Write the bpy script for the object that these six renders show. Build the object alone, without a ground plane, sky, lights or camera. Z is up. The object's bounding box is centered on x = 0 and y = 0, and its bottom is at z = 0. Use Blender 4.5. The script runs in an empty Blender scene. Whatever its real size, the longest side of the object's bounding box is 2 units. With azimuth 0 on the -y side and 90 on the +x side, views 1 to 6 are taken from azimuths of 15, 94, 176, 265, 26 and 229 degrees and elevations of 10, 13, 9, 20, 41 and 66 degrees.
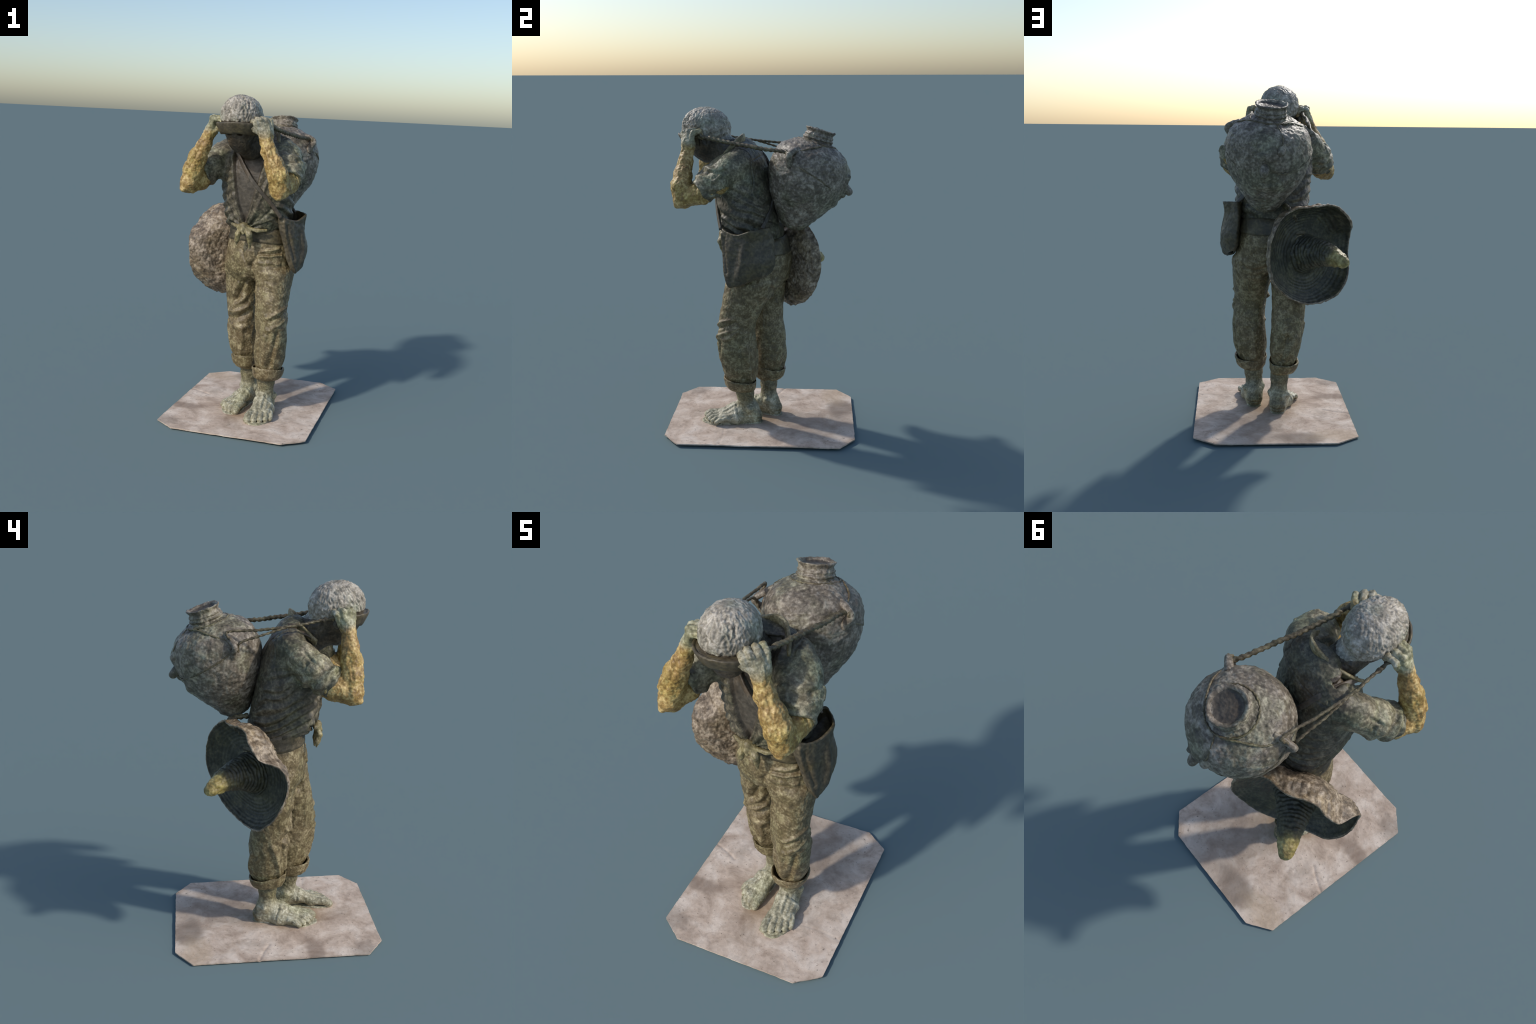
"""Bronze statue of a water carrier: a barefoot man with a forehead strap carrying a
clay-shaped jar on his back, a shoulder bag on his left hip and a pointed straw hat
behind his right hip, standing on a thin stone slab."""
import bpy, math
import numpy as np

F32 = np.float32

# ------------------------------------------------------------------ field helpers
def V(*a):
    return np.array(a, dtype=np.float64)

def smin(a, b, k):
    h = np.clip(0.5 + 0.5 * (b - a) / k, 0, 1)
    return b + (a - b) * h - k * h * (1 - h)

def smax(a, b, k):
    return -smin(-a, -b, k)

def sstep(e0, e1, x):
    t = np.clip((x - e0) / (e1 - e0), 0, 1)
    return t * t * (3 - 2 * t)

def chain(P, nodes, k=0.012, flat=None):
    """smooth union of round cones through nodes (x, y, z, r)"""
    out = None
    for a, b in zip(nodes[:-1], nodes[1:]):
        A, B = np.array(a[:3], F32), np.array(b[:3], F32)
        ab = B - A
        t = np.clip(((P - A) @ ab) / (ab @ ab), 0, 1)
        d = np.linalg.norm(P - A - t[:, None] * ab, axis=1) - (a[3] + (b[3] - a[3]) * t)
        out = d if out is None else smin(out, d, k)
    return out

def ellipsoid(P, c, r, rot=None):
    q = P - np.array(c, F32)
    if rot is not None:
        q = q @ np.array(rot, F32)
    r = np.array(r, F32)
    k0 = np.linalg.norm(q / r, axis=1)
    k1 = np.linalg.norm(q / (r * r), axis=1)
    return k0 * (k0 - 1) / np.maximum(k1, 1e-6)

def smooth_keys(zs, keys):
    """monotone-ish cubic interpolation of key rows (z, ...)"""
    keys = np.array(sorted(keys), float)
    z, v = keys[:, 0], keys[:, 1:]
    m = np.gradient(v, z, axis=0)
    zz = np.clip(zs, z[0], z[-1])
    i = np.clip(np.searchsorted(z, zz) - 1, 0, len(z) - 2)
    h = z[i + 1] - z[i]
    t = ((zz - z[i]) / h)
    t2, t3 = t * t, t * t * t
    return ((2 * t3 - 3 * t2 + 1)[:, None] * v[i] + ((t3 - 2 * t2 + t) * h)[:, None] * m[i]
            + (-2 * t3 + 3 * t2)[:, None] * v[i + 1] + ((t3 - t2) * h)[:, None] * m[i + 1])

def column(P, keys, n=2.3, zlo=None, zhi=None, k=0.03, shear=0.0, x0=0.0, front=1.0):
    """upright loft: keys (z, x0, x1, yfront, yback), superellipse sections"""
    zg = np.unique(P[:, 2])
    tab = smooth_keys(zg, keys)
    e = tab[np.searchsorted(zg, P[:, 2])].astype(F32)
    cx, ax = (e[:, 0] + e[:, 1]) / 2, (e[:, 1] - e[:, 0]) / 2
    cy, ay = (e[:, 2] + e[:, 3]) / 2, (e[:, 3] - e[:, 2]) / 2
    qx, qy = P[:, 0] - cx, P[:, 1] - cy
    if shear:
        qy = qy + shear * (P[:, 0] - x0) * np.where(qy < 0, front + (1 - front) * np.exp(-(qy / (.35 * ay)) ** 2), 1.0)
    rho = ((np.abs(qx) / ax) ** n + (np.abs(qy) / ay) ** n) ** (1 / n)
    rad = np.sqrt(qx * qx + qy * qy)
    d = np.where(rho > 0.05, rad * (1 - 1 / np.maximum(rho, 0.05)), -np.minimum(ax, ay))
    d = np.maximum(d, -np.minimum(ax, ay))
    if zlo is not None:
        d = smax(d, zlo - P[:, 2], k)
    if zhi is not None:
        d = smax(d, P[:, 2] - zhi, k)
    return d.astype(F32)

def surface(field, lo, hi, h, smooth=2):
    """surface nets of field(P) < 0 in the box lo..hi"""
    lo, hi = np.array(lo, float), np.array(hi, float)
    n = np.ceil((hi - lo) / h).astype(int) + 1
    ax = [(lo[i] + h * np.arange(n[i])).astype(F32) for i in range(3)]
    P = np.stack(np.meshgrid(*ax, indexing='ij'), -1).reshape(-1, 3)
    Fv = field(P).reshape(n)
    S = Fv < 0
    cnt = np.zeros(n - 1, np.int8)
    for i in (0, 1):
        for j in (0, 1):
            for k in (0, 1):
                cnt += S[i:n[0] - 1 + i, j:n[1] - 1 + j, k:n[2] - 1 + k]
    act = (cnt > 0) & (cnt < 8)
    ai = np.argwhere(act)
    idx = -np.ones(n - 1, int)
    idx[act] = np.arange(len(ai))
    acc, num = np.zeros((len(ai), 3)), np.zeros(len(ai))
    cs = [(i, j, k) for i in (0, 1) for j in (0, 1) for k in (0, 1)]
    for a in cs:
        for b in cs:
            if sum(b) - sum(a) == 1 and all(y >= x for x, y in zip(a, b)):
                fa = Fv[tuple((ai + a).T)]
                fb = Fv[tuple((ai + b).T)]
                m = (fa < 0) != (fb < 0)
                t = np.where(m, fa / np.where(m, fa - fb, 1), 0)
                acc += np.where(m[:, None], np.array(a) + t[:, None] * (np.array(b) - np.array(a)), 0)
                num += m
    verts = (ai + acc / num[:, None]) * h + lo
    quads = []
    for d in range(3):
        e1, e2 = (d + 1) % 3, (d + 2) % 3
        s0 = [slice(1, -1)] * 3
        s0[d] = slice(0, n[d] - 1)
        s1 = list(s0)
        s1[d] = slice(1, n[d])
        A, B = S[tuple(s0)], S[tuple(s1)]
        w = np.argwhere(A != B)
        flip = A[tuple(w.T)]
        base = w.copy()
        for e in (e1, e2):
            base[:, e] += 1
        u1 = np.zeros(3, int); u1[e1] = 1
        u2 = np.zeros(3, int); u2[e2] = 1
        q = np.stack([idx[tuple((base - u1 - u2).T)], idx[tuple((base - u2).T)],
                      idx[tuple(base.T)], idx[tuple((base - u1).T)]], 1)
        q[~flip] = q[~flip][:, ::-1]
        quads.append(q)
    quads = np.concatenate(quads)
    quads = quads[(quads >= 0).all(1)]
    for _ in range(smooth):
        verts = relax(verts, quads, 0.5)
    return verts, quads

def relax(v, q, f):
    e = np.concatenate([q[:, [0, 1]], q[:, [1, 2]], q[:, [2, 3]], q[:, [3, 0]]])
    i = np.concatenate([e[:, 0], e[:, 1]])
    j = np.concatenate([e[:, 1], e[:, 0]])
    c = np.maximum(np.bincount(i, minlength=len(v)), 1)
    m = np.stack([np.bincount(i, v[j, d], minlength=len(v)) for d in range(3)], 1) / c[:, None]
    return v + f * (m - v)

def vnormals(v, q):
    n = np.cross(v[q[:, 2]] - v[q[:, 0]], v[q[:, 3]] - v[q[:, 1]])
    out = np.stack([sum(np.bincount(q[:, c], n[:, d], minlength=len(v)) for c in range(4)) for d in range(3)], 1)
    return out / np.maximum(np.linalg.norm(out, axis=1, keepdims=True), 1e-12)

# ------------------------------------------------------------------ noise
def perlin(P, seed=0):
    P = np.asarray(P, float)
    I = np.floor(P).astype(np.int64)
    f = P - I
    u = f * f * f * (f * (f * 6 - 15) + 10)
    out = 0
    for i in (0, 1):
        for j in (0, 1):
            for k in (0, 1):
                h = ((I[:, 0] + i) * 73856093) ^ ((I[:, 1] + j) * 19349663) ^ ((I[:, 2] + k) * 83492791) ^ (seed * 2654435761)
                h = (h ^ (h >> 13)) * 1274126177 & 0xFFFFFFFF
                h = h ^ (h >> 16)
                g = np.stack([(h & 255) / 127.5 - 1, ((h >> 8) & 255) / 127.5 - 1, ((h >> 16) & 255) / 127.5 - 1], 1)
                dot = (g * (f - (i, j, k))).sum(1)
                w = (u[:, 0] if i else 1 - u[:, 0]) * (u[:, 1] if j else 1 - u[:, 1]) * (u[:, 2] if k else 1 - u[:, 2])
                out = out + w * dot
    return out

def fbm(P, freq, seed=0, octs=3):
    s, a = 0, 1.0
    for o in range(octs):
        s = s + a * perlin(np.asarray(P) * freq * 2 ** o, seed + o * 17)
        a *= 0.5
    return s

def catmull(pts, per=8):
    p = np.array(pts, float)
    p = np.vstack([2 * p[0] - p[1], p, 2 * p[-1] - p[-2]])
    out = []
    for i in range(1, len(p) - 2):
        for t in np.linspace(0, 1, per, endpoint=False):
            out.append(0.5 * ((2 * p[i]) + (-p[i - 1] + p[i + 1]) * t + (2 * p[i - 1] - 5 * p[i] + 4 * p[i + 1] - p[i + 2]) * t * t
                              + (-p[i - 1] + 3 * p[i] - 3 * p[i + 1] + p[i + 2]) * t ** 3))
    out.append(p[-2])
    return np.array(out)

def poly_dist(P, pts):
    pts = np.array(pts, float)
    best = np.full(len(P), 1e9)
    for a, b in zip(pts[:-1], pts[1:]):
        ab = b - a
        t = np.clip((P - a) @ ab / (ab @ ab), 0, 1)
        best = np.minimum(best, np.linalg.norm(P - a - t[:, None] * ab, axis=1))
    return best

def snap(c, v):
    """lay a drawn curve onto the surface: each point moves to the nearest vertex"""
    lo, hi = c.min(0) - .07, c.max(0) + .07
    near = v[((v > lo) & (v < hi)).all(1)]
    if not len(near):
        return c
    out = np.array([near[np.argmin(((near - p) ** 2).sum(1))] for p in c])
    for _ in range(2):
        out[1:-1] = (out[:-2] + 2 * out[1:-1] + out[2:]) / 4
    return out

def folds(v, nrm, rows, gain=1.0):
    """rows: (points, width, height): cloth ridge (+) or crease (-) along a curve"""
    d = np.zeros(len(v))
    for pts, w, hgt in rows:
        c = snap(catmull(pts, 5), v)
        lo, hi = c.min(0) - 3 * w, c.max(0) + 3 * w
        m = ((v > lo) & (v < hi)).all(1)
        if m.any():
            d[m] += gain * hgt * np.exp(-(poly_dist(v[m], c) / w) ** 2)
    return v + nrm * d[:, None]

# ------------------------------------------------------------------ scene helpers
root = bpy.data.objects.new('water_carrier_statue', None)
bpy.context.scene.collection.objects.link(root)
root['label'] = 'weathered bronze man carrying a jar by a forehead strap'
root['category'] = 'statue'

def add_mesh(name, verts, faces, mat, parent=None, normals=None, smooth=True, kind=None):
    me = bpy.data.meshes.new(name)
    me.from_pydata(np.asarray(verts, float).tolist(), [], [list(map(int, f)) for f in faces])
    if smooth:
        me.polygons.foreach_set('use_smooth', np.ones(len(me.polygons), bool))
    me.materials.append(mat)
    if normals is not None:
        me.normals_split_custom_set_from_vertices(np.asarray(normals, float).tolist())
    me.update()
    ob = bpy.data.objects.new(name, me)
    bpy.context.scene.collection.objects.link(ob)
    ob.parent = parent or root
    if kind:
        ob['kind'] = kind
    return ob

def split_mesh(v, q, regions, parent=None):
    """regions: (name, face mask, material); first match wins, one shared set of normals"""
    nrm = vnormals(v, q)
    left = np.ones(len(q), bool)
    made = []
    for name, mask, mat in regions:
        m = left & mask
        left &= ~m
        if not m.any():
            continue
        qq = q[m]
        ids, inv = np.unique(qq, return_inverse=True)
        made.append(add_mesh(name, v[ids], inv.reshape(-1, 4), mat, parent, nrm[ids]))
    return made

def grid_faces(nu, nv, closed_v=False, flip=False):
    i, j = np.meshgrid(np.arange(nu - 1), np.arange(nv if closed_v else nv - 1), indexing='ij')
    a = i * nv + j
    b = i * nv + (j + 1) % nv
    q = np.stack([a, b, b + nv, a + nv], -1).reshape(-1, 4)
    return q[:, ::-1] if flip else q

def tube(path, radius, sides=12, twist=0.0, twist_amp=0.0, flat=1.0):
    """tube along a path; radius scalar or per point; twist gives a laid-rope relief"""
    path = np.array(path, float)
    n = len(path)
    r = np.broadcast_to(np.asarray(radius, float), (n,))
    T = np.gradient(path, axis=0)
    T /= np.linalg.norm(T, axis=1, keepdims=True)
    ref = np.array([0, 0, 1.0]) if abs(T[0, 2]) < 0.9 else np.array([1.0, 0, 0])
    s = np.concatenate([[0], np.cumsum(np.linalg.norm(np.diff(path, axis=0), axis=1))])
    th = np.linspace(0, 2 * np.pi, sides, endpoint=False)
    V_ = []
    N = np.cross(ref, T[0]); N /= np.linalg.norm(N)
    for i in range(n):
        N = N - (N @ T[i]) * T[i]
        N /= np.linalg.norm(N)
        B = np.cross(T[i], N)
        rr = r[i] * (1 + twist_amp * np.cos(2 * th - twist * s[i]))
        V_.append(path[i] + np.outer(rr * np.cos(th), N) + np.outer(rr * np.sin(th) * flat, B))
    V_ = np.vstack(V_)
    q = [list(f) for f in grid_faces(n, sides, True)]
    q += [list(range(sides))[::-1], list(range((n - 1) * sides, n * sides))]
    return V_, q

def ribbon(center, across, up, half_w, half_t, wob=0.0, seed=1):
    """flat strap: centre line, unit across and up vectors per point, rounded edges"""
    n = len(center)
    prof = [(-1, -.35), (-.93, -.85), (-.6, -1), (0, -1.05), (.6, -1), (.93, -.85), (1, -.35),
            (1, .35), (.93, .85), (.6, 1), (0, 1.05), (-.6, 1), (-.93, .85), (-1, .35)]
    hw = np.broadcast_to(half_w, (n,))
    V_ = np.vstack([center[i] + np.array([across[i] * a * hw[i] + up[i] * b * half_t for a, b in prof]) for i in range(n)])
    if wob:
        V_ = V_ + wob * np.stack([fbm(V_, 30, seed + k, 2) for k in range(3)], 1)
    k = len(prof)
    q = [list(f) for f in grid_faces(n, k, True)]
    q += [list(range(k))[::-1], list(range((n - 1) * k, n * k))]
    return V_, q

def merge(*parts):
    vs, fs, o = [], [], 0
    for v, f in parts:
        vs.append(np.asarray(v, float))
        fs += [[int(i) + o for i in face] for face in f]
        o += len(v)
    return np.vstack(vs), fs

# ------------------------------------------------------------------ materials
def srgb(r, g, b):
    f = lambda c: (c / 255 / 12.92) if c / 255 <= 0.04045 else ((c / 255 + 0.055) / 1.055) ** 2.4
    return (f(r), f(g), f(b), 1)

class NT:
    def __init__(self, name):
        self.mat = bpy.data.materials.new(name)
        self.mat.use_nodes = True
        self.t = self.mat.node_tree
        self.t.nodes.clear()
        self.out = self.t.nodes.new('ShaderNodeOutputMaterial')
        self.bsdf = self.t.nodes.new('ShaderNodeBsdfPrincipled')
        self.t.links.new(self.bsdf.outputs[0], self.out.inputs[0])
        self.co = self.t.nodes.new('ShaderNodeTexCoord').outputs['Object']

    def link(self, a, b):
        self.t.links.new(a, b)

    def noise(self, scale, detail=3, rough=0.55, dist=0.0, vec=None, stretch=None, off=(0, 0, 0)):
        m = self.t.nodes.new('ShaderNodeMapping')
        m.inputs['Scale'].default_value = stretch or (1, 1, 1)
        m.inputs['Location'].default_value = off
        self.link(vec or self.co, m.inputs['Vector'])
        n = self.t.nodes.new('ShaderNodeTexNoise')
        n.inputs['Scale'].default_value = scale
        n.inputs['Detail'].default_value = detail
        n.inputs['Roughness'].default_value = rough
        n.inputs['Distortion'].default_value = dist
        self.link(m.outputs[0], n.inputs['Vector'])
        return n.outputs['Fac']

    def ramp(self, fac, stops):
        r = self.t.nodes.new('ShaderNodeValToRGB')
        el = r.color_ramp.elements
        while len(el) < len(stops):
            el.new(0.5)
        for e, (p, c) in zip(el, stops):
            e.position = p
            e.color = c if hasattr(c, '__len__') else (c, c, c, 1)
        self.link(fac, r.inputs[0])
        return r.outputs[0]

    def mix(self, fac, a, b, mode='MIX'):
        m = self.t.nodes.new('ShaderNodeMix')
        m.data_type = 'RGBA'
        m.blend_type = mode
        for s, val in ((m.inputs[0], fac), (m.inputs[6], a), (m.inputs[7], b)):
            if hasattr(val, 'is_output'):
                self.link(val, s)
            elif hasattr(val, '__len__'):
                s.default_value = val
            else:
                s.default_value = val
        return m.outputs[2]

    def math(self, op, a, b=0.5, clamp=False):
        m = self.t.nodes.new('ShaderNodeMath')
        m.operation = op
        m.use_clamp = clamp
        for s, val in ((m.inputs[0], a), (m.inputs[1], b)):
            if hasattr(val, 'is_output'):
                self.link(val, s)
            else:
                s.default_value = val
        return m.outputs[0]

    def blob(self, center, radius, soft=0.5, wob=0.0, wscale=8):
        """1 inside an ellipsoid around center, falling to 0 over soft, with a ragged edge"""
        m = self.t.nodes.new('ShaderNodeMapping')
        m.vector_type = 'POINT'
        r = radius if hasattr(radius, '__len__') else (radius,) * 3
        m.inputs['Scale'].default_value = tuple(1 / x for x in r)
        m.inputs['Location'].default_value = tuple(-c / x for c, x in zip(center, r))
        self.link(self.co, m.inputs['Vector'])
        ln = self.t.nodes.new('ShaderNodeVectorMath')
        ln.operation = 'LENGTH'
        self.link(m.outputs[0], ln.inputs[0])
        d = ln.outputs['Value']
        if wob:
            d = self.math('ADD', d, self.math('MULTIPLY', self.math('SUBTRACT', self.noise(wscale, 3), 0.5), wob))
        mr = self.t.nodes.new('ShaderNodeMapRange')
        mr.interpolation_type = 'SMOOTHSTEP'
        mr.inputs['From Min'].default_value = 1 - soft
        mr.inputs['From Max'].default_value = 1 + soft * 0.4
        mr.inputs['To Min'].default_value = 1
        mr.inputs['To Max'].default_value = 0
        self.link(d, mr.inputs['Value'])
        return mr.outputs[0]

    def bump(self, h, strength, dist):
        b = self.t.nodes.new('ShaderNodeBump')
        b.inputs['Strength'].default_value = strength
        b.inputs['Distance'].default_value = dist
        self.link(h, b.inputs['Height'])
        self.link(b.outputs[0], self.bsdf.inputs['Normal'])

def bronze(name, dark, mid, light, tint=None, grain=70, contrast=1.0, layers=(), rough=0.45, tint_scale=6, bump=0.55):
    """patinated bronze: fine dark / mid / light mottle that is worn pale on the raised grain,
    broad tint clouds, and layers = ((blobs), (dark, mid, light)) for differently worn or shaded areas"""
    m = NT(name)
    n1 = m.noise(grain * 1.2, 3, 0.55, 0.15)
    n2 = m.noise(grain * 0.36, 3, 0.55, 0.4, off=(3, 1, 7))
    f = m.math('ADD', m.math('MULTIPLY', n1, 0.46), m.math('MULTIPLY', n2, 0.54))
    s = 0.165 / contrast
    stops = lambda c: [(0.5 - s * 1.3, c[0]), (0.5 - s * 0.1, c[1]), (0.5 + s * 1.2, c[2])]
    col = m.ramp(f, stops((dark, mid, light)))
    for blobs, cols in layers:
        k = None
        for c, r in blobs:
            b = m.blob(c, r, 0.45, 0.55, 16)
            k = b if k is None else m.math('MAXIMUM', k, b)
        col = m.mix(k, col, m.ramp(f, stops(cols)))
    if tint:
        cloud = m.ramp(m.noise(tint_scale, 3, 0.6, 0.3, off=(5, 2, 1)), [(0.45, 0.0), (0.63, 1.0)])
        col = m.mix(m.math('MULTIPLY', cloud, 0.7), col, m.mix(1.0, col, tint, 'MULTIPLY'))
    m.link(col, m.bsdf.inputs['Base Color'])
    m.bsdf.inputs['Roughness'].default_value = rough
    m.bsdf.inputs['Specular IOR Level'].default_value = 0.45
    fine = m.noise(grain * 5, 3, 0.6)
    m.bump(m.math('ADD', m.math('MULTIPLY', f, 1.0), m.math('MULTIPLY', fine, 0.2)), bump, 0.008)
    return m.mat

OLIVE = (0.98, 0.94, 0.66, 1)
BROWN = (0.98, 0.80, 0.62, 1)
GREEN = (0.86, 1.0, 0.86, 1)
BLUISH = (0.9, 1.0, 0.98, 1)

PALE = (srgb(78, 73, 58), srgb(144, 138, 116), srgb(214, 208, 188))      # hands, feet, knot
GOLDEN = (srgb(88, 64, 34), srgb(160, 129, 76), srgb(236, 208, 146))     # handled forearms
OCHRE = (srgb(56, 45, 29), srgb(110, 95, 67), srgb(188, 173, 136))       # trousers
DUSK = (srgb(44, 40, 32), srgb(84, 77, 63), srgb(140, 130, 108))         # shirt; dark tone takes in the torso's baked shade

mat_hair = bronze('hair_patina', srgb(74, 70, 60), srgb(146, 138, 124), srgb(216, 207, 192), (.82, .94, .84, 1), 62)
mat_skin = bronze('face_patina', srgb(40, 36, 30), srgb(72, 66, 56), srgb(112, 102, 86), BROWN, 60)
mat_arm = bronze('arm_patina', *GOLDEN, (0.86, 0.9, 0.66, 1), 62, layers=[([((-.21, -.36, 1.84), (.1, .1, .085)), ((.10, -.43, 1.835), (.1, .1, .085))], PALE)])
mat_knot = bronze('knot_patina', srgb(66, 58, 42), srgb(122, 112, 84), srgb(186, 176, 146), OLIVE, 70)
mat_shirt = bronze('shirt_patina', *DUSK, GREEN, 64, layers=[([((-.30, -.2, 1.60), (.12, .2, .15)), ((.27, -.22, 1.62), (.13, .22, .15))],
                                                            (srgb(58, 52, 40), srgb(120, 112, 90), srgb(200, 190, 160)))])
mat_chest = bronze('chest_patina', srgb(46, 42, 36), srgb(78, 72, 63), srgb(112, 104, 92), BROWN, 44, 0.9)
mat_trouser = bronze('trouser_patina', *OCHRE, (0.9, 0.96, 0.86, 1), 74, 0.82)
mat_foot = bronze('foot_patina', srgb(82, 77, 60), srgb(150, 144, 120), srgb(218, 213, 190), (.97, 1, .86, 1), 74, 0.9,
                  layers=[([((-.04, .036, .27), (.14, .14, .15)), ((.112, -.10, .27), (.14, .14, .15)), ((-.03, .12, .05), (.06, .06, .1)), ((.10, .0, .05), (.06, .05, .1))],
                           (srgb(54, 48, 34), srgb(102, 95, 72), srgb(164, 155, 122)))])
mat_bag = bronze('bag_patina', srgb(44, 38, 29), srgb(78, 70, 55), srgb(118, 107, 84), OLIVE, 50, 0.9)
mat_jar = bronze('jar_patina', srgb(54, 47, 39), srgb(112, 102, 88), srgb(186, 175, 158), (0.9, 1.0, 0.82, 1), 56)
mat_rope = bronze('rope_patina', srgb(48, 41, 30), srgb(94, 83, 62), srgb(146, 134, 106), GREEN, 70)
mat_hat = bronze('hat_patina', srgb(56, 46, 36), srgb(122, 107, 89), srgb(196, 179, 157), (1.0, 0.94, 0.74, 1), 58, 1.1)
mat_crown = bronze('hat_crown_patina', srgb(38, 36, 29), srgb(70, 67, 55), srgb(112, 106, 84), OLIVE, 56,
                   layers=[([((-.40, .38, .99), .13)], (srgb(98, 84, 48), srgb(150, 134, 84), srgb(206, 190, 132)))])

# ------------------------------------------------------------------ stone slab
def build_slab():
    m = NT('weathered_stone')
    n1 = m.noise(6, 5, 0.62, 0.5)
    n2 = m.noise(34, 4, 0.6, 0.2)
    n3 = m.noise(3.2, 3, 0.6, 0.8, off=(4, 9, 2), stretch=(1.6, 1, 1))
    col = m.ramp(n1, [(0.30, srgb(162, 141, 124)), (0.48, srgb(200, 180, 162)), (0.66, srgb(222, 206, 190))])
    col = m.mix(m.ramp(n3, [(0.52, 0.0), (0.72, 0.5)]), col, srgb(126, 108, 90))
    col = m.mix(m.ramp(n2, [(0.5, 0.0), (0.75, 0.45)]), col, srgb(140, 122, 106))
    speck = m.ramp(m.noise(70, 2, 0.5), [(0.26, 1.0), (0.33, 0.0)])
    col = m.mix(m.math('MULTIPLY', speck, 0.6), col, srgb(72, 62, 54))
    # ochre dirt gathered round the feet and the statue's cast shadow painted behind the right heel
    for c, r, cc, a in [((0.02, -0.05, 0), (0.2, 0.3, 0.2), srgb(142, 116, 82), 0.55),
                        ((-0.13, 0.51, 0), (0.16, 0.105, 0.2), srgb(110, 98, 88), 0.7),  # painted cast shadow with a ragged edge
                        ((0.14, 0.38, 0), (0.24, 0.30, 0.2), srgb(132, 119, 106), 0.45),  # broad soft shade behind the legs, painted into the stone colour
                        ((-0.44, -0.48, 0), (0.12, 0.08, 0.2), srgb(118, 104, 92), 0.5),
                        ((-0.42, -0.2, 0), (0.16, 0.06, 0.2), srgb(128, 110, 96), 0.55),
                        ((-0.36, 0.47, 0), (0.2, 0.1, 0.2), srgb(182, 158, 124), 0.3)]:
        col = m.mix(m.math('MULTIPLY', m.blob(c, r, 0.5, 0.55, 9), a), col, cc)
    m.link(col, m.bsdf.inputs['Base Color'])
    m.bsdf.inputs['Roughness'].default_value = 0.85
    m.bsdf.inputs['Specular IOR Level'].default_value = 0.25
    m.bump(m.math('ADD', n2, m.math('MULTIPLY', n1, 0.8)), 0.35, 0.006)
    ys = np.linspace(-1, 1, 180)
    xs = np.linspace(-1, 1, 150)
    Y = 0.586 * ys
    half = np.where(np.abs(Y) < 0.49, 0.468, 0.468 - (np.abs(Y) - 0.49) / 0.096 * 0.128)
    X, YY = np.outer(half, xs), np.repeat(Y[:, None], len(xs), 1)
    P = np.stack([X.ravel(), YY.ravel(), 0 * X.ravel()], 1)
    edge = np.maximum(np.abs(np.tile(xs, len(ys))), np.abs(np.repeat(ys, len(xs))))
    jig = fbm(P, 28, 3, 2) * 0.005 * (edge > 0.999)
    P[:, :2] *= (1 + jig)[:, None]
    z = 0.0150 + 0.009 * P[:, 0] - .005 * np.exp(-((P[:, 0] - .03) ** 2 + (P[:, 1] - .22) ** 2) / .03) + 0.004 * fbm(P, 5, 8, 3) + 0.0012 * fbm(P, 35, 2, 2)
    for line, w, dep in [([(-0.47, 0.125), (-0.38, 0.09), (-0.315, 0.055)], 0.006, 0.004),
                         ([(-0.16, 0.16), (-0.1, 0.26), (-0.02, 0.36)], 0.004, 0.0015),
                         ([(0.47, -0.24), (0.33, -0.225), (0.2, -0.23)], 0.005, 0.0015),
                         ([(0.0, -0.3), (-0.08, -0.28), (-0.14, -0.3)], 0.004, 0.0015)]:
        c = catmull([(a, b, 0) for a, b in line], 6)
        z -= dep * np.exp(-(poly_dist(P, c) / w) ** 2)
    z += 0.004 * np.exp(-(poly_dist(P, [(0.12, -0.02, 0), (0.09, -0.34, 0)]) / 0.07) ** 2)
    z += 0.002 * np.exp(-(poly_dist(P, [(-0.02, 0.09, 0), (-0.12, -0.2, 0)]) / 0.07) ** 2)
    top = P.copy(); top[:, 2] = np.maximum(z, 0.006)
    bot = P.copy(); bot[:, 2] = np.maximum((top[:, 2] - .007) * sstep(.55, .98, edge), 0)
    ny, nx = len(ys), len(xs)
    f = [list(a) for a in grid_faces(ny, nx, flip=True)] 
    f = [a[::-1] for a in f]
    off = ny * nx
    ring = [i for i in range(nx)] + [r * nx + nx - 1 for r in range(1, ny)] + [(ny - 1) * nx + i for i in range(nx - 2, -1, -1)] + [r * nx for r in range(ny - 2, 0, -1)]
    fb = [[i + off for i in a[::-1]] for a in f]
    side = [[ring[i], ring[i] + off, ring[(i + 1) % len(ring)] + off, ring[(i + 1) % len(ring)]] for i in range(len(ring))]
    f = [a for a in f]
    n0 = np.cross(top[f[0][1]] - top[f[0][0]], top[f[0][2]] - top[f[0][0]])
    if n0[2] < 0:
        f, fb, side = [a[::-1] for a in f], [a[::-1] for a in fb], side
    ob = add_mesh('stone_slab', np.vstack([top, bot]), f + fb + side, m.mat)
    ob.data.set_sharp_from_angle(angle=math.radians(50))

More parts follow.
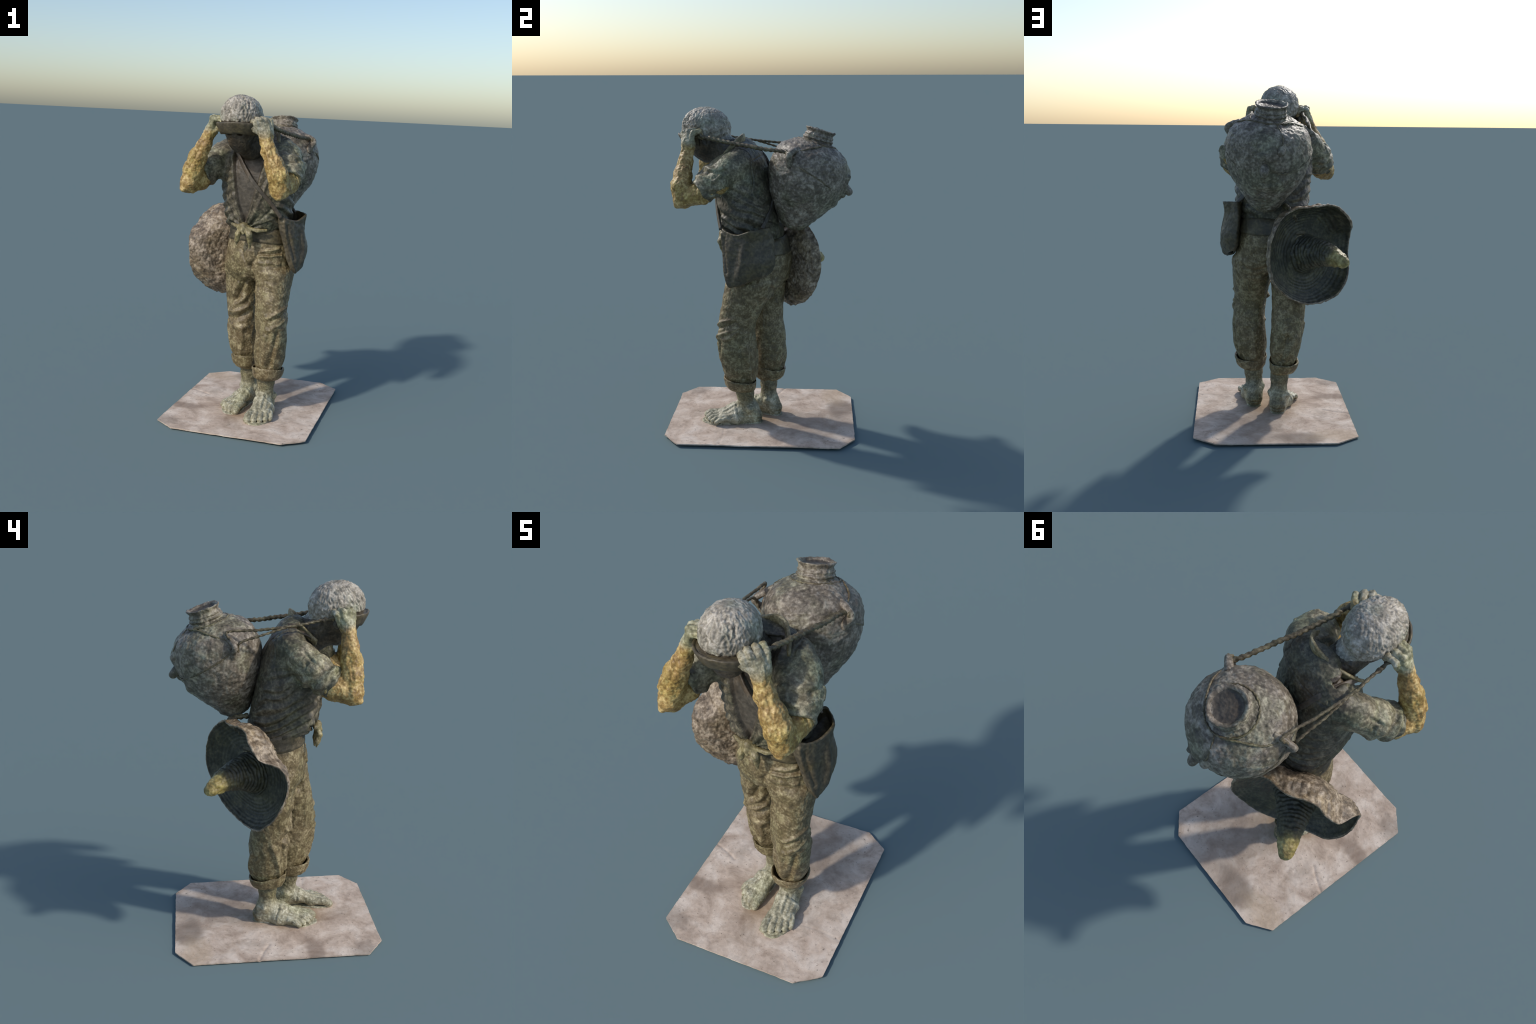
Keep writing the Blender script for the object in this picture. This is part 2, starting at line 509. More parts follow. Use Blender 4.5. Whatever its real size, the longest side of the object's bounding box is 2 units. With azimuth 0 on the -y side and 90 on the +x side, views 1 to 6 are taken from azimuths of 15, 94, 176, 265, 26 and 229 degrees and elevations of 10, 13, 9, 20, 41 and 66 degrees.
# ------------------------------------------------------------------ trousers, cuffs, legs, feet
PELVIS = [(0.80, -.185, .212, -.19, .10), (0.86, -.205, .228, -.205, .112), (0.93, -.210, .228, -.212, .130),
          (1.00, -.214, .222, -.213, .148), (1.08, -.210, .212, -.209, .155), (1.15, -.196, .198, -.204, .140),
          (1.23, -.188, .188, -.200, .118)]
PELVIS_TURN = dict(shear=0.20, x0=0.10)
RIGHT_LEG = [(0.27, -0.127, .004, -.050, .120), (0.32, -0.144, .014, -.064, .134), (0.38, -0.160, .018, -.070, .143), (0.47, -0.178, .014, -.074, .145),
             (0.57, -0.189, .008, -.084, .140), (0.65, -0.197, .004, -.090, .125), (0.74, -0.206, .006, -.098, .128),
             (0.85, -0.215, .012, -.108, .138), (0.97, -0.217, .018, -.125, .155)]
LEFT_LEG = [(0.27, .044, 0.202, -.207, -.043), (0.32, .034, 0.220, -.227, -.036), (0.38, .031, 0.234, -.240, -.034), (0.45, .033, 0.242, -.259, -.032),
            (0.52, .041, 0.244, -.269, -.029), (0.59, .041, 0.238, -.270, -.037), (0.67, .033, 0.234, -.265, -.041),
            (0.77, .019, 0.237, -.252, -.002), (0.85, .010, 0.242, -.238, .042), (0.95, .004, 0.241, -.216, .095)]
LEFT_TURN = dict(shear=0.22, x0=0.15)

def build_trousers():
    def field(P):
        d = column(P, PELVIS, 2.4, 0.885, 1.215, 0.07, **PELVIS_TURN)
        r = column(P, RIGHT_LEG, 2.02, 0.285, 0.97, 0.03)
        l = column(P, LEFT_LEG, 2.02, 0.275, 0.95, 0.03, **LEFT_TURN)
        # the cloth draws in a little where the cuffs are rolled
        r = r + .007 * sstep(.40, .34, P[:, 2])
        l = l + .007 * sstep(.39, .33, P[:, 2])
        legs = smin(r, l, 0.006)
        return smin(d, legs, 0.045)
    v, q = surface(field, (-.27, -.31, .25), (.28, .22, 1.24), 0.0045)
    n = vnormals(v, q)
    x, y, z = v.T
    left = sstep(0.0, 0.04, x)
    low = 1 - sstep(0.98, 1.1, z)
    # long draping folds, warped, running down and across
    w = v + 0.03 * np.stack([fbm(v, 7, 31), fbm(v, 7, 32), fbm(v, 7, 33)], 1)
    wr = fbm(w * (1, 1, 0.35), 17, 5, 2)
    d = 0.0036 * (0.45 - 1.6 * np.abs(np.clip(wr * 1.6, -1, 1))) * (0.35 + 0.65 * low)
    d += 0.0035 * fbm(w * (1, 1, 2.2), 9, 9, 2)
    d += 0.0030 * fbm(v, 52, 4, 2)
    v = v + n * d[:, None]
    n = vnormals(v, q)
    v = folds(v, n, [
        # fly and crotch creases
        ([(-.10, -.215, 1.07), (-.06, -.225, 1.02), (-.025, -.225, .975)], .009, -.008),
        ([(.05, -.225, 1.06), (.02, -.23, 1.01), (.0, -.225, .975)], .009, -.007),
        ([(-.03, -.22, 1.06), (-.03, -.225, 1.0)], .03, .012),
        ([(-.01, -.225, .965), (.01, -.2, .90), (.02, -.17, .82)], .014, -.016),
        # fan of folds on the left thigh below the waist
        ([(.05, -.235, 1.07), (.13, -.23, 1.08), (.19, -.19, 1.09)], .008, .008),
        ([(.05, -.235, 1.035), (.13, -.235, 1.045), (.2, -.19, 1.05)], .009, .009),
        ([(.06, -.235, 1.052), (.13, -.235, 1.062), (.2, -.19, 1.07)], .006, -.007),
        ([(.05, -.235, .995), (.13, -.235, 1.0), (.2, -.2, .995)], .010, .006),
        # right thigh: diagonal crease system behind the knee break
        ([(-.04, -.15, .90), (-.10, -.145, .83), (-.14, -.13, .76)], .012, .010),
        ([(-.02, -.13, .86), (-.08, -.13, .78), (-.11, -.12, .72)], .012, -.013),
        ([(.0, -.11, .79), (-.07, -.12, .72), (-.15, -.11, .67)], .012, .009),
        ([(.0, -.10, .70), (-.08, -.11, .655), (-.17, -.08, .64)], .016, .014),
        ([(.01, -.10, .66), (-.08, -.105, .61), (-.18, -.06, .585)], .018, -.016),
        ([(.0, -.10, .56), (-.08, -.1, .54), (-.17, -.06, .545)], .015, .008),
        # left thigh inner seam ridge and knee folds
        ([(.01, -.2, .93), (.02, -.215, .82), (.035, -.21, .7), (.045, -.21, .58)], .012, .008),
        ([(.22, -.16, .74), (.19, -.235, .70), (.14, -.265, .665)], .009, .009),
        ([(.225, -.15, .715), (.2, -.22, .675), (.16, -.26, .645)], .008, -.008),
        ([(.225, -.14, .68), (.205, -.22, .635), (.17, -.26, .61)], .009, .008),
        ([(.23, -.14, .655), (.21, -.21, .60), (.14, -.27, .595)], .012, .010),
        ([(.2, -.24, .585), (.19, -.255, .5), (.175, -.255, .42), (.16, -.24, .35)], .016, -.014),
        ([(.13, -.275, .55), (.12, -.275, .45), (.105, -.25, .35)], .018, .009),
        ([(.06, -.25, .5), (.06, -.25, .42), (.06, -.235, .35)], .012, -.007),
        # side draping on the shins
        ([(-.17, .02, .56), (-.165, -.01, .45), (-.14, -.03, .34)], .012, .012),
        ([(-.16, -.04, .55), (-.14, -.07, .45), (-.115, -.075, .36)], .014, -.013),
        ([(-.07, -.1, .53), (-.06, -.095, .45), (-.08, -.085, .36)], .014, .010),
        ([(.235, -.12, .55), (.235, -.1, .45), (.22, -.1, .34)], .012, -.008),
        ([(.225, -.08, .55), (.225, -.06, .45), (.21, -.06, .34)], .012, .008),
        ([(.12, -.02, .5), (.11, -.02, .4), (.1, -.025, .33)], .012, .007),
        ([(-.08, .15, .5), (-.06, .15, .42), (-.03, .14, .34)], .012, -.008),
        ([(-.13, .12, .5), (-.1, .14, .42), (-.07, .14, .34)], .012, .008),
        # seat and back of the thigh
        ([(.02, .175, 1.08), (.015, .17, 1.0), (.015, .14, .9), (.01, .10, .80)], .014, -.014),
        ([(.18, .05, .93), (.1, .09, .90), (.03, .13, .93)], .016, -.010),
        ([(-.18, .1, .93), (-.1, .15, .90), (-.0, .14, .92)], .016, -.008),
        ([(.2, .02, .88), (.12, .06, .84), (.04, .08, .82)], .018, .009),
    ], 1.15)
    c = v[q].mean(1)
    up = c[:, 2] > 0.905 + 0.02 * np.sin(c[:, 0] * 30)
    split_mesh(v, q, [('trouser_seat', up, mat_trouser),
                      ('trouser_leg', c[:, 0] < 0.012 + 0.02 * sstep(.7, .5, c[:, 2]), mat_trouser),
                      ('trouser_leg', np.ones(len(q), bool), mat_trouser)])

def build_cuff(leg, top_front, top_back, bottom, bottom_rect, seed):
    """rolled trouser cuff: thick lip on top, tapering in towards the shin"""
    nu, nv = 26, 96
    th = np.linspace(0, 2 * np.pi, nv, endpoint=False)
    rows = []
    zt0 = (top_front + top_back) / 2
    e = smooth_keys(np.array([zt0 + 0.015]), leg)[0]
    prof = [(.98, .90), (1.03, 1.0), (1.06, 1.09), (1.02, 1.125), (.93, 1.14), (.84, 1.11), (.76, 1.07), (.62, 1.02),
            (.45, .94), (.28, .82), (.14, .6), (.04, .3), (0, 0.05), (.02, -.1)]
    pr = catmull([(a, b, 0) for a, b in prof], 2)[:, :2]
    wob = fbm(np.stack([np.cos(th), np.sin(th), th * 0], 1), 1.6, seed, 2)
    wob2 = fbm(np.stack([np.cos(th), np.sin(th), th * 0 + 5], 1), 3.0, seed, 2)
    br = bottom_rect
    for a, b in pr:
        cx = (1 - b) * (br[0] + br[1]) / 2 + b * (e[0] + e[1]) / 2
        cy = (1 - b) * (br[2] + br[3]) / 2 + b * (e[2] + e[3]) / 2
        ax = (1 - b) * (br[1] - br[0]) / 2 + b * (e[1] - e[0]) / 2
        ay = (1 - b) * (br[3] - br[2]) / 2 + b * (e[3] - e[2]) / 2
        zt = zt0 - (top_front - top_back) / 2 * np.sin(th) + 0.008 * wob
        z = bottom + (zt - bottom) * a
        rr = 1 + 0.02 * wob2 * np.clip(a * 2, 0, 1)
        p = 2 / 2.3
        rows.append(np.stack([cx + ax * rr * np.sign(np.cos(th)) * np.abs(np.cos(th)) ** p,
                              cy + ay * rr * np.sign(np.sin(th)) * np.abs(np.sin(th)) ** p, z], 1))
    v = np.vstack(rows)
    v = v + 0.005 * fbm(v, 35, seed, 2)[:, None] * np.array([1, 1, .6])
    add_mesh('trouser_cuff', v, grid_faces(len(pr), nv, True, flip=True), mat_trouser)

def build_foot(heel, toe, shin, side, seed, z0):
    """bare foot and shin; side = +1 when the little toe lies on the +x side"""
    heel, toe = np.array(heel, float), np.array(toe, float)
    L = np.linalg.norm(toe - heel)
    d = (toe - heel) / L
    lat = np.array([-d[1], d[0]])
    if lat[0] * side < 0:
        lat = -lat
    def at(s, t, z, r):
        p = heel + d * s * L + lat * t * 1.25
        return (p[0], p[1], z0 + z * 1.05, r * 1.07)
    toes = []
    for i, (t, end, r) in enumerate([(-.046, 1.0, .021), (-.014, .985, .0165), (.014, .945, .0155), (.038, .89, .0145), (.058, .825, .0135)]):
        toes.append([at(.70 - .05 * max(i - 1, 0) * .6, t * .85, .040, r * 1.05), at(end - .10, t, .033, r), at(end - .045, t * 1.02, .019, r * 1.02)])
    def field(P):
        f = chain(P, [at(.115, 0, .040, .044), at(.16, 0, .075, .042)], .02)
        f = smin(f, chain(P, shin, .02), .03)
        f = smin(f, chain(P, [at(.2, 0, .09, .044), at(.42, -.012, .072, .040), at(.68, -.022, .040, .030)], .02), .025)
        f = smin(f, chain(P, [at(.15, 0, .035, .040), at(.45, .022, .034, .040), at(.68, .03, .030, .026)], .02), .03)
        f = smin(f, chain(P, [at(.66, -.03, .034, .028), at(.66, .03, .028, .026)], .02), .02)
        # ankle bones
        f = smin(f, chain(P, [at(.2, .043, .098, .016), at(.21, .043, .09, .014)]), .018)
        f = smin(f, chain(P, [at(.22, -.043, .105, .017), at(.23, -.043, .097, .014)]), .018)
        for t in toes:
            f = smin(f, chain(P, t, .006), .0055)
        f = smax(f, z0 - .004 - P[:, 2], .004)
        # worn sandal sole under the foot
        s1 = chain(P * np.array([1, 1, 2.2], F32), [tuple(np.array(at(.10, 0, 0, .042)) * (1, 1, 2.2, 1)), tuple(np.array(at(.5, .0, 0, .046)) * (1, 1, 2.2, 1)),
                                                    tuple(np.array(at(.78, -.002, 0, .062)) * (1, 1, 2.2, 1)), tuple(np.array(at(.90, -.012, 0, .05)) * (1, 1, 2.2, 1))], .02)
        s1 = smax(s1 * .6, P[:, 2] - (z0 + .008), .004)
        return smin(f, s1, .003)
    pts = np.array([heel, toe])
    lo = (min(pts[:, 0].min(), -1e9 + 1e9 + pts[:, 0].min()) - .1, pts[:, 1].min() - .07, z0 - .006)
    hi = (pts[:, 0].max() + .11, pts[:, 1].max() + .07, shin[-1][2] - .02)
    v, q = surface(field, lo, hi, 0.0032, 1)
    n = vnormals(v, q)
    amp = 0.0030 * fbm(v, 60, seed, 2)
    # tendons on the instep
    rel = (v[:, :2] - heel)
    s = rel @ d / L
    t = rel @ lat
    amp += 0.0022 * np.cos(t * 230) * sstep(.38, .5, s) * (1 - sstep(.66, .76, s)) * (n[:, 2] > .3)
    v = v + n * amp[:, None]
    n = vnormals(v, q)
    def on(s_, t_, z_):
        a = at(s_, t_, z_, 0)
        return a[:3]
    v = folds(v, n, [([on(.40, -.06, .05), on(.43, -.02, .10), on(.42, .03, .085), on(.36, .07, .02)], .005, -.005),
                     ([on(.44, -.06, .05), on(.47, -.02, .10), on(.46, .03, .085), on(.40, .07, .02)], .006, .003),
                     ([on(.02, -.05, .03), on(-.02, 0, .028), on(.02, .05, .03)], .005, -.004),
                     ([on(.98, -.046, .042), on(.99, -.046, .04)], .009, .003)])
    c = v[q].mean(1)
    split_mesh(v, q, [('lower_leg', c[:, 2] > z0 + .135, mat_shin), ('foot', np.ones(len(q), bool), mat_foot)])

# ------------------------------------------------------------------ torso, sleeves
TORSO = [(1.10, -.206, .206, -.215, .160), (1.15, -.200, .196, -.215, .150), (1.20, -.197, .193, -.222, .138),
         (1.25, -.203, .206, -.244, .137), (1.30, -.210, .220, -.258, .126), (1.39, -.223, .226, -.272, .105),
         (1.46, -.231, .222, -.276, .090), (1.55, -.233, .224, -.272, .070), (1.63, -.222, .214, -.250, .042),
         (1.70, -.194, .195, -.190, .014), (1.76, -.12, .135, -.165, -.025), (1.81, -.06, .09, -.16, -.07)]
TURN = dict(shear=0.16, x0=-0.06, front=0.15)
R_SLEEVE = [(-.165, -.085, 1.675, .077), (-.222, -.132, 1.635, .081), (-.272, -.205, 1.568, .088), (-.313, -.286, 1.512, .083)]
L_SLEEVE = [(.140, -.130, 1.680, .076), (.196, -.185, 1.648, .083), (.232, -.262, 1.582, .087), (.243, -.335, 1.527, .080)]

def torso_front(x, z):
    e = smooth_keys(np.atleast_1d(np.array(z, float)), TORSO)
    cx, ax = (e[:, 0] + e[:, 1]) / 2, (e[:, 1] - e[:, 0]) / 2
    cy, ay = (e[:, 2] + e[:, 3]) / 2, (e[:, 3] - e[:, 2]) / 2
    s = np.clip(1 - np.abs((np.atleast_1d(x) - cx) / ax) ** 2.4, 0, 1) ** (1 / 2.4)
    sh = -TURN['shear'] * (np.atleast_1d(x) - TURN['x0'])
    return cy - ay * s + sh * TURN['front'], cy + ay * s + sh

V_RIGHT = [(1.76, -.135), (1.70, -.135), (1.563, -.119), (1.443, -.101), (1.34, -.078), (1.245, -.045)]
V_LEFT = [(1.76, .10), (1.70, .095), (1.622, .074), (1.50, .045), (1.387, .013), (1.31, -.008), (1.245, -.03)]

def build_shirt():
    def field(P):
        d = column(P, TORSO, 2.4, 1.185, 1.80, 0.035, **TURN)
        d = smin(d, chain(P, R_SLEEVE, .02), .035)
        d = smin(d, chain(P, L_SLEEVE, .02), .035)
        d = smin(d, chain(P, [(.13, -.2, 1.665, .07), (.185, -.305, 1.605, .062)], .02), .03)
        # shoulder yoke slope up to the neck
        d = smin(d, chain(P, [(-.17, -.085, 1.69, .058), (-.02, -.125, 1.75, .062), (.15, -.13, 1.70, .058)], .02), .04)
        # cut the sleeve ends off square
        for (a, b) in ((R_SLEEVE[-2], R_SLEEVE[-1]), (L_SLEEVE[-2], L_SLEEVE[-1])):
            t = np.array(b[:3]) - np.array(a[:3])
            t /= np.linalg.norm(t)
            s = (P - np.array(b[:3], F32)) @ t.astype(F32)
            near = np.linalg.norm(P - np.array(b[:3], F32), axis=1) < 0.14
            d = np.where(near, smax(d, s - 0.012, .010), d)
        return d
    v, q = surface(field, (-.40, -.42, 1.15), (.36, .22, 1.86), 0.0045)
    n = vnormals(v, q)
    x, y, z = v.T
    w = v + 0.03 * np.stack([fbm(v, 6, 41), fbm(v, 6, 42), fbm(v, 6, 43)], 1)
    d = 0.0036 * fbm(v, 52, 14, 2) + 0.006 * fbm(w, 14, 15, 2)
    arm = np.maximum(sstep(.19, .25, np.abs(x - .0)), 0) * sstep(1.42, 1.5, z)
    # draped folds sweeping down and forward round the waist
    ph = (z * 1.0 + 0.42 * y * np.sign(1) + 0.05 * np.abs(x)) * 46 + 2.2 * fbm(v, 5, 44, 2)
    side = sstep(.06, .16, np.abs(x)) * (1 - sstep(1.52, 1.62, z))
    d += 0.0085 * (np.sin(ph * 2.6) - .2) * side * (0.45 + 0.55 * sstep(1.5, 1.25, z))
    # gathers running to the knot
    ang = np.arctan2(z - 1.205, np.maximum(np.abs(x + .04), 1e-4))
    rad = np.hypot(z - 1.205, x + .04)
    d += 0.011 * np.sin(ang * 15 + 1.5 * fbm(v, 8, 45)) * np.exp(-(rad / .13) ** 2) * (y < -.15) * sstep(.015, .05, rad)
    # sleeve wrinkles round the arm
    for S, sd in ((R_SLEEVE, 51), (L_SLEEVE, 52)):
        a, b = np.array(S[1][:3]), np.array(S[-1][:3])
        t = (v - a) @ (b - a) / ((b - a) @ (b - a))
        prox = np.exp(-(poly_dist(v, [a, b]) / .12) ** 4) * sstep(.1, .4, t)
        d += 0.016 * np.sin(t * 17 + 2.8 * fbm(v, 9, sd, 2)) * prox * (0.3 + .7 * sstep(.2, .8, t)) * np.clip(.5 + 1.5 * fbm(v, 7, sd + 5, 2), 0, 1.2)
        d += 0.006 * np.exp(-((t - 1.07) / .07) ** 2) * prox
    # open front: the chest lies deeper than the shirt edges
    vr = np.array(sorted(V_RIGHT)); vl = np.array(sorted(V_LEFT))
    xr, xl = np.interp(z, vr[:, 0], vr[:, 1]), np.interp(z, vl[:, 0], vl[:, 1])
    inside = np.minimum(x - xr, xl - x)
    frontm = (y < -.08) & (z > 1.24) & (z < 1.78)
    sink = np.where(frontm, sstep(-.004, .008, inside), 0)
    lip = np.where(frontm, np.exp(-((inside + .012) / .012) ** 2), 0)
    d = d * (1 - .7 * sink) - .020 * sink + .004 * lip
    v = v + n * d[:, None]
    n = vnormals(v, q)
    v = folds(v, n, [
        # armhole seams and yoke seam
        ([(.165, -.05, 1.745), (.2, -.01, 1.70), (.225, .01, 1.62), (.235, -.02, 1.52)], .005, -.005),
        ([(.165, -.05, 1.745), (.16, -.13, 1.74), (.165, -.2, 1.70)], .005, -.006),
        ([(-.15, -.03, 1.735), (-.2, .0, 1.68), (-.225, .01, 1.60), (-.235, -.02, 1.50)], .005, -.005),
        ([(-.16, -.02, 1.715), (-.08, .01, 1.72), (.02, .02, 1.72), (.16, -.01, 1.72)], .004, -.004),
        ([(-.12, -.16, 1.725), (-.16, -.1, 1.735), (-.15, -.03, 1.735)], .005, -.005),
        # folds radiating from the right armpit and the sleeve pocket on the left arm
        ([(-.24, -.1, 1.50), (-.235, -.02, 1.46), (-.2, .06, 1.47)], .012, .008),
        ([(-.235, -.12, 1.46), (-.23, -.05, 1.41), (-.2, .05, 1.40)], .011, -.008),
        ([(-.3, -.16, 1.60), (-.31, -.2, 1.545), (-.31, -.25, 1.52)], .010, -.010),
        ([(-.315, -.19, 1.625), (-.33, -.24, 1.57), (-.345, -.28, 1.55)], .009, .009),
        ([(-.28, -.14, 1.66), (-.32, -.2, 1.6), (-.335, -.26, 1.565)], .008, -.007),
        ([(.31, -.22, 1.625), (.32, -.26, 1.59), (.30, -.31, 1.60), (.28, -.34, 1.61)], .008, .009),
        ([(.305, -.2, 1.65), (.30, -.25, 1.64), (.28, -.29, 1.635)], .012, -.010),
        ([(.29, -.15, 1.50), (.31, -.21, 1.50), (.31, -.28, 1.51)], .010, -.008),
        ([(.26, -.08, 1.52), (.29, -.13, 1.47), (.27, -.2, 1.46)], .012, .007),
        # shirt front folds
        ([(-.15, -.26, 1.50), (-.125, -.28, 1.38), (-.075, -.26, 1.25)], .010, .007),
        ([(-.17, -.24, 1.40), (-.13, -.265, 1.32), (-.07, -.25, 1.235)], .009, -.007),
        ([(.10, -.27, 1.50), (.06, -.285, 1.38), (-.005, -.255, 1.25)], .010, .008),
        ([(.15, -.25, 1.36), (.09, -.265, 1.29), (.0, -.24, 1.225)], .009, -.008),
        ([(.18, -.21, 1.30), (.1, -.25, 1.255), (.0, -.24, 1.215)], .009, .008),
    ], 1.05)
    v = relax(v, q, 0.2)
    c = v[q].mean(1)
    xr, xl = np.interp(c[:, 2], vr[:, 0], vr[:, 1]), np.interp(c[:, 2], vl[:, 0], vl[:, 1])
    chest = (c[:, 0] > xr) & (c[:, 0] < xl) & (c[:, 1] < -.08) & (c[:, 2] > 1.24) & (c[:, 2] < 1.79)
    rs = (c[:, 0] < -.225 + .25 * (1.6 - c[:, 2]) * (c[:, 2] < 1.5)) & (c[:, 2] > 1.43) & ((c[:, 1] < -.06) | (c[:, 2] > 1.58)) & (c[:, 0] < -.2)
    rs = (c @ np.array([-.75, -.45, .05]) > .195 + .0) & (c[:, 2] > 1.43) & (c[:, 0] < -.18)
    ls = (c @ np.array([.75, -.45, .05]) > .215) & (c[:, 2] > 1.43) & (c[:, 0] > .17)
    split_mesh(v, q, [('chest', chest, mat_chest), ('sleeve', rs, mat_sleeve), ('sleeve', ls, mat_sleeve),
                      ('shirt', np.ones(len(q), bool), mat_shirt)])

def build_collar():
    """stand-away collar round the nape, open at the throat"""
    base = catmull([(-.125, -.225, 1.685), (-.12, -.185, 1.72), (-.085, -.14, 1.757), (-.03, -.115, 1.785), (.03, -.105, 1.795),
                    (.08, -.12, 1.785), (.12, -.165, 1.755), (.128, -.21, 1.715)], 8)
    tip = catmull([(-.145, -.225, 1.695), (-.125, -.185, 1.738), (-.085, -.155, 1.775), (-.03, -.133, 1.808), (.03, -.12, 1.832),
                   (.085, -.135, 1.822), (.122, -.18, 1.775), (.14, -.22, 1.72)], 8)
    out = (tip - V(-.02, -.2, 1.75)) * V(1, 1, 0)
    out /= np.linalg.norm(out, axis=1, keepdims=True)
    base = base - V(0, 0, .010)
    tip = tip + V(0, 0, .012) + out * .012
    c = (base + tip) / 2
    a = tip - base
    hw = np.linalg.norm(a, axis=1) / 2
    a = a / (2 * hw[:, None])
    t = np.gradient(c, axis=0)
    u = np.cross(a, t)
    u /= np.linalg.norm(u, axis=1, keepdims=True)
    v, f = ribbon(c, a, u, hw, .008, .003, 5)
    add_mesh('shirt_collar', v, f, mat_knot)

def build_waist():
    """waist sash under the shirt and the knot of the shirt tails"""
    th = np.linspace(0, 2 * np.pi, 140, endpoint=False)
    rows = []
    for zz, g in [(1.115, -.004), (1.117, .004), (1.13, .006), (1.145, .003), (1.16, .007), (1.18, .004), (1.2, .006), (1.21, -.012)]:
        e = smooth_keys(np.array([zz]), PELVIS)[0]
        p = 2 / 2.4
        cx, ax, cy, ay = (e[0] + e[1]) / 2, (e[1] - e[0]) / 2 + g, (e[2] + e[3]) / 2, (e[3] - e[2]) / 2 + g
        rows.append(np.stack([cx + ax * np.sign(np.cos(th)) * np.abs(np.cos(th)) ** p, cy + ay * np.sign(np.sin(th)) * np.abs(np.sin(th)) ** p - PELVIS_TURN['shear'] * (cx + ax * np.cos(th) - PELVIS_TURN['x0']),
                              zz + .004 * np.sin(th * 3 + zz * 40)], 1))
    v = np.vstack(rows)
    v = v + .003 * fbm(v, 20, 6, 2)[:, None] * V(1, 1, .3)
    add_mesh('waist_sash', v, grid_faces(len(rows), len(th), True), mat_bag)  # dark bag tone copies the shade baked on the sash
    def field(P):
        d = chain(P, [(-.065, -.243, 1.213, .020), (-.04, -.250, 1.218, .026), (-.018, -.246, 1.21, .020)], .008)
        d = smin(d, chain(P, [(-.12, -.225, 1.225, .010), (-.07, -.245, 1.215, .014)], .01), .008)
        d = smin(d, chain(P, [(-.02, -.25, 1.212, .014), (.05, -.246, 1.2, .011), (.1, -.232, 1.205, .008)], .01), .008)
        d = smin(d, chain(P, [(-.06, -.252, 1.203, .014), (-.072, -.258, 1.17, .018), (-.08, -.247, 1.135, .016), (-.085, -.242, 1.105, .005)], .006), .006)
        d = smin(d, chain(P, [(-.025, -.255, 1.203, .015), (.0, -.262, 1.175, .020), (.002, -.250, 1.135, .017), (.002, -.243, 1.085, .005)], .006), .006)
        d = smin(d, chain(P, [(-.045, -.27, 1.195, .010), (-.035, -.273, 1.18, .009)], .006), .008)
        return d
    v, q = surface(field, (-.15, -.30, 1.06), (.13, -.19, 1.26), .003, 1)
    n = vnormals(v, q)
    v = v + n * (0.003 * fbm(v * (1, 1, .4), 70, 3, 2))[:, None]
    add_mesh('shirt_knot', v, q, mat_knot)

# ------------------------------------------------------------------ head
HEAD_C = V(-.052, -.345, 1.873)
def rot_x(a):
    c, s = math.cos(a), math.sin(a)
    return np.array([[1, 0, 0], [0, c, -s], [0, s, c]])

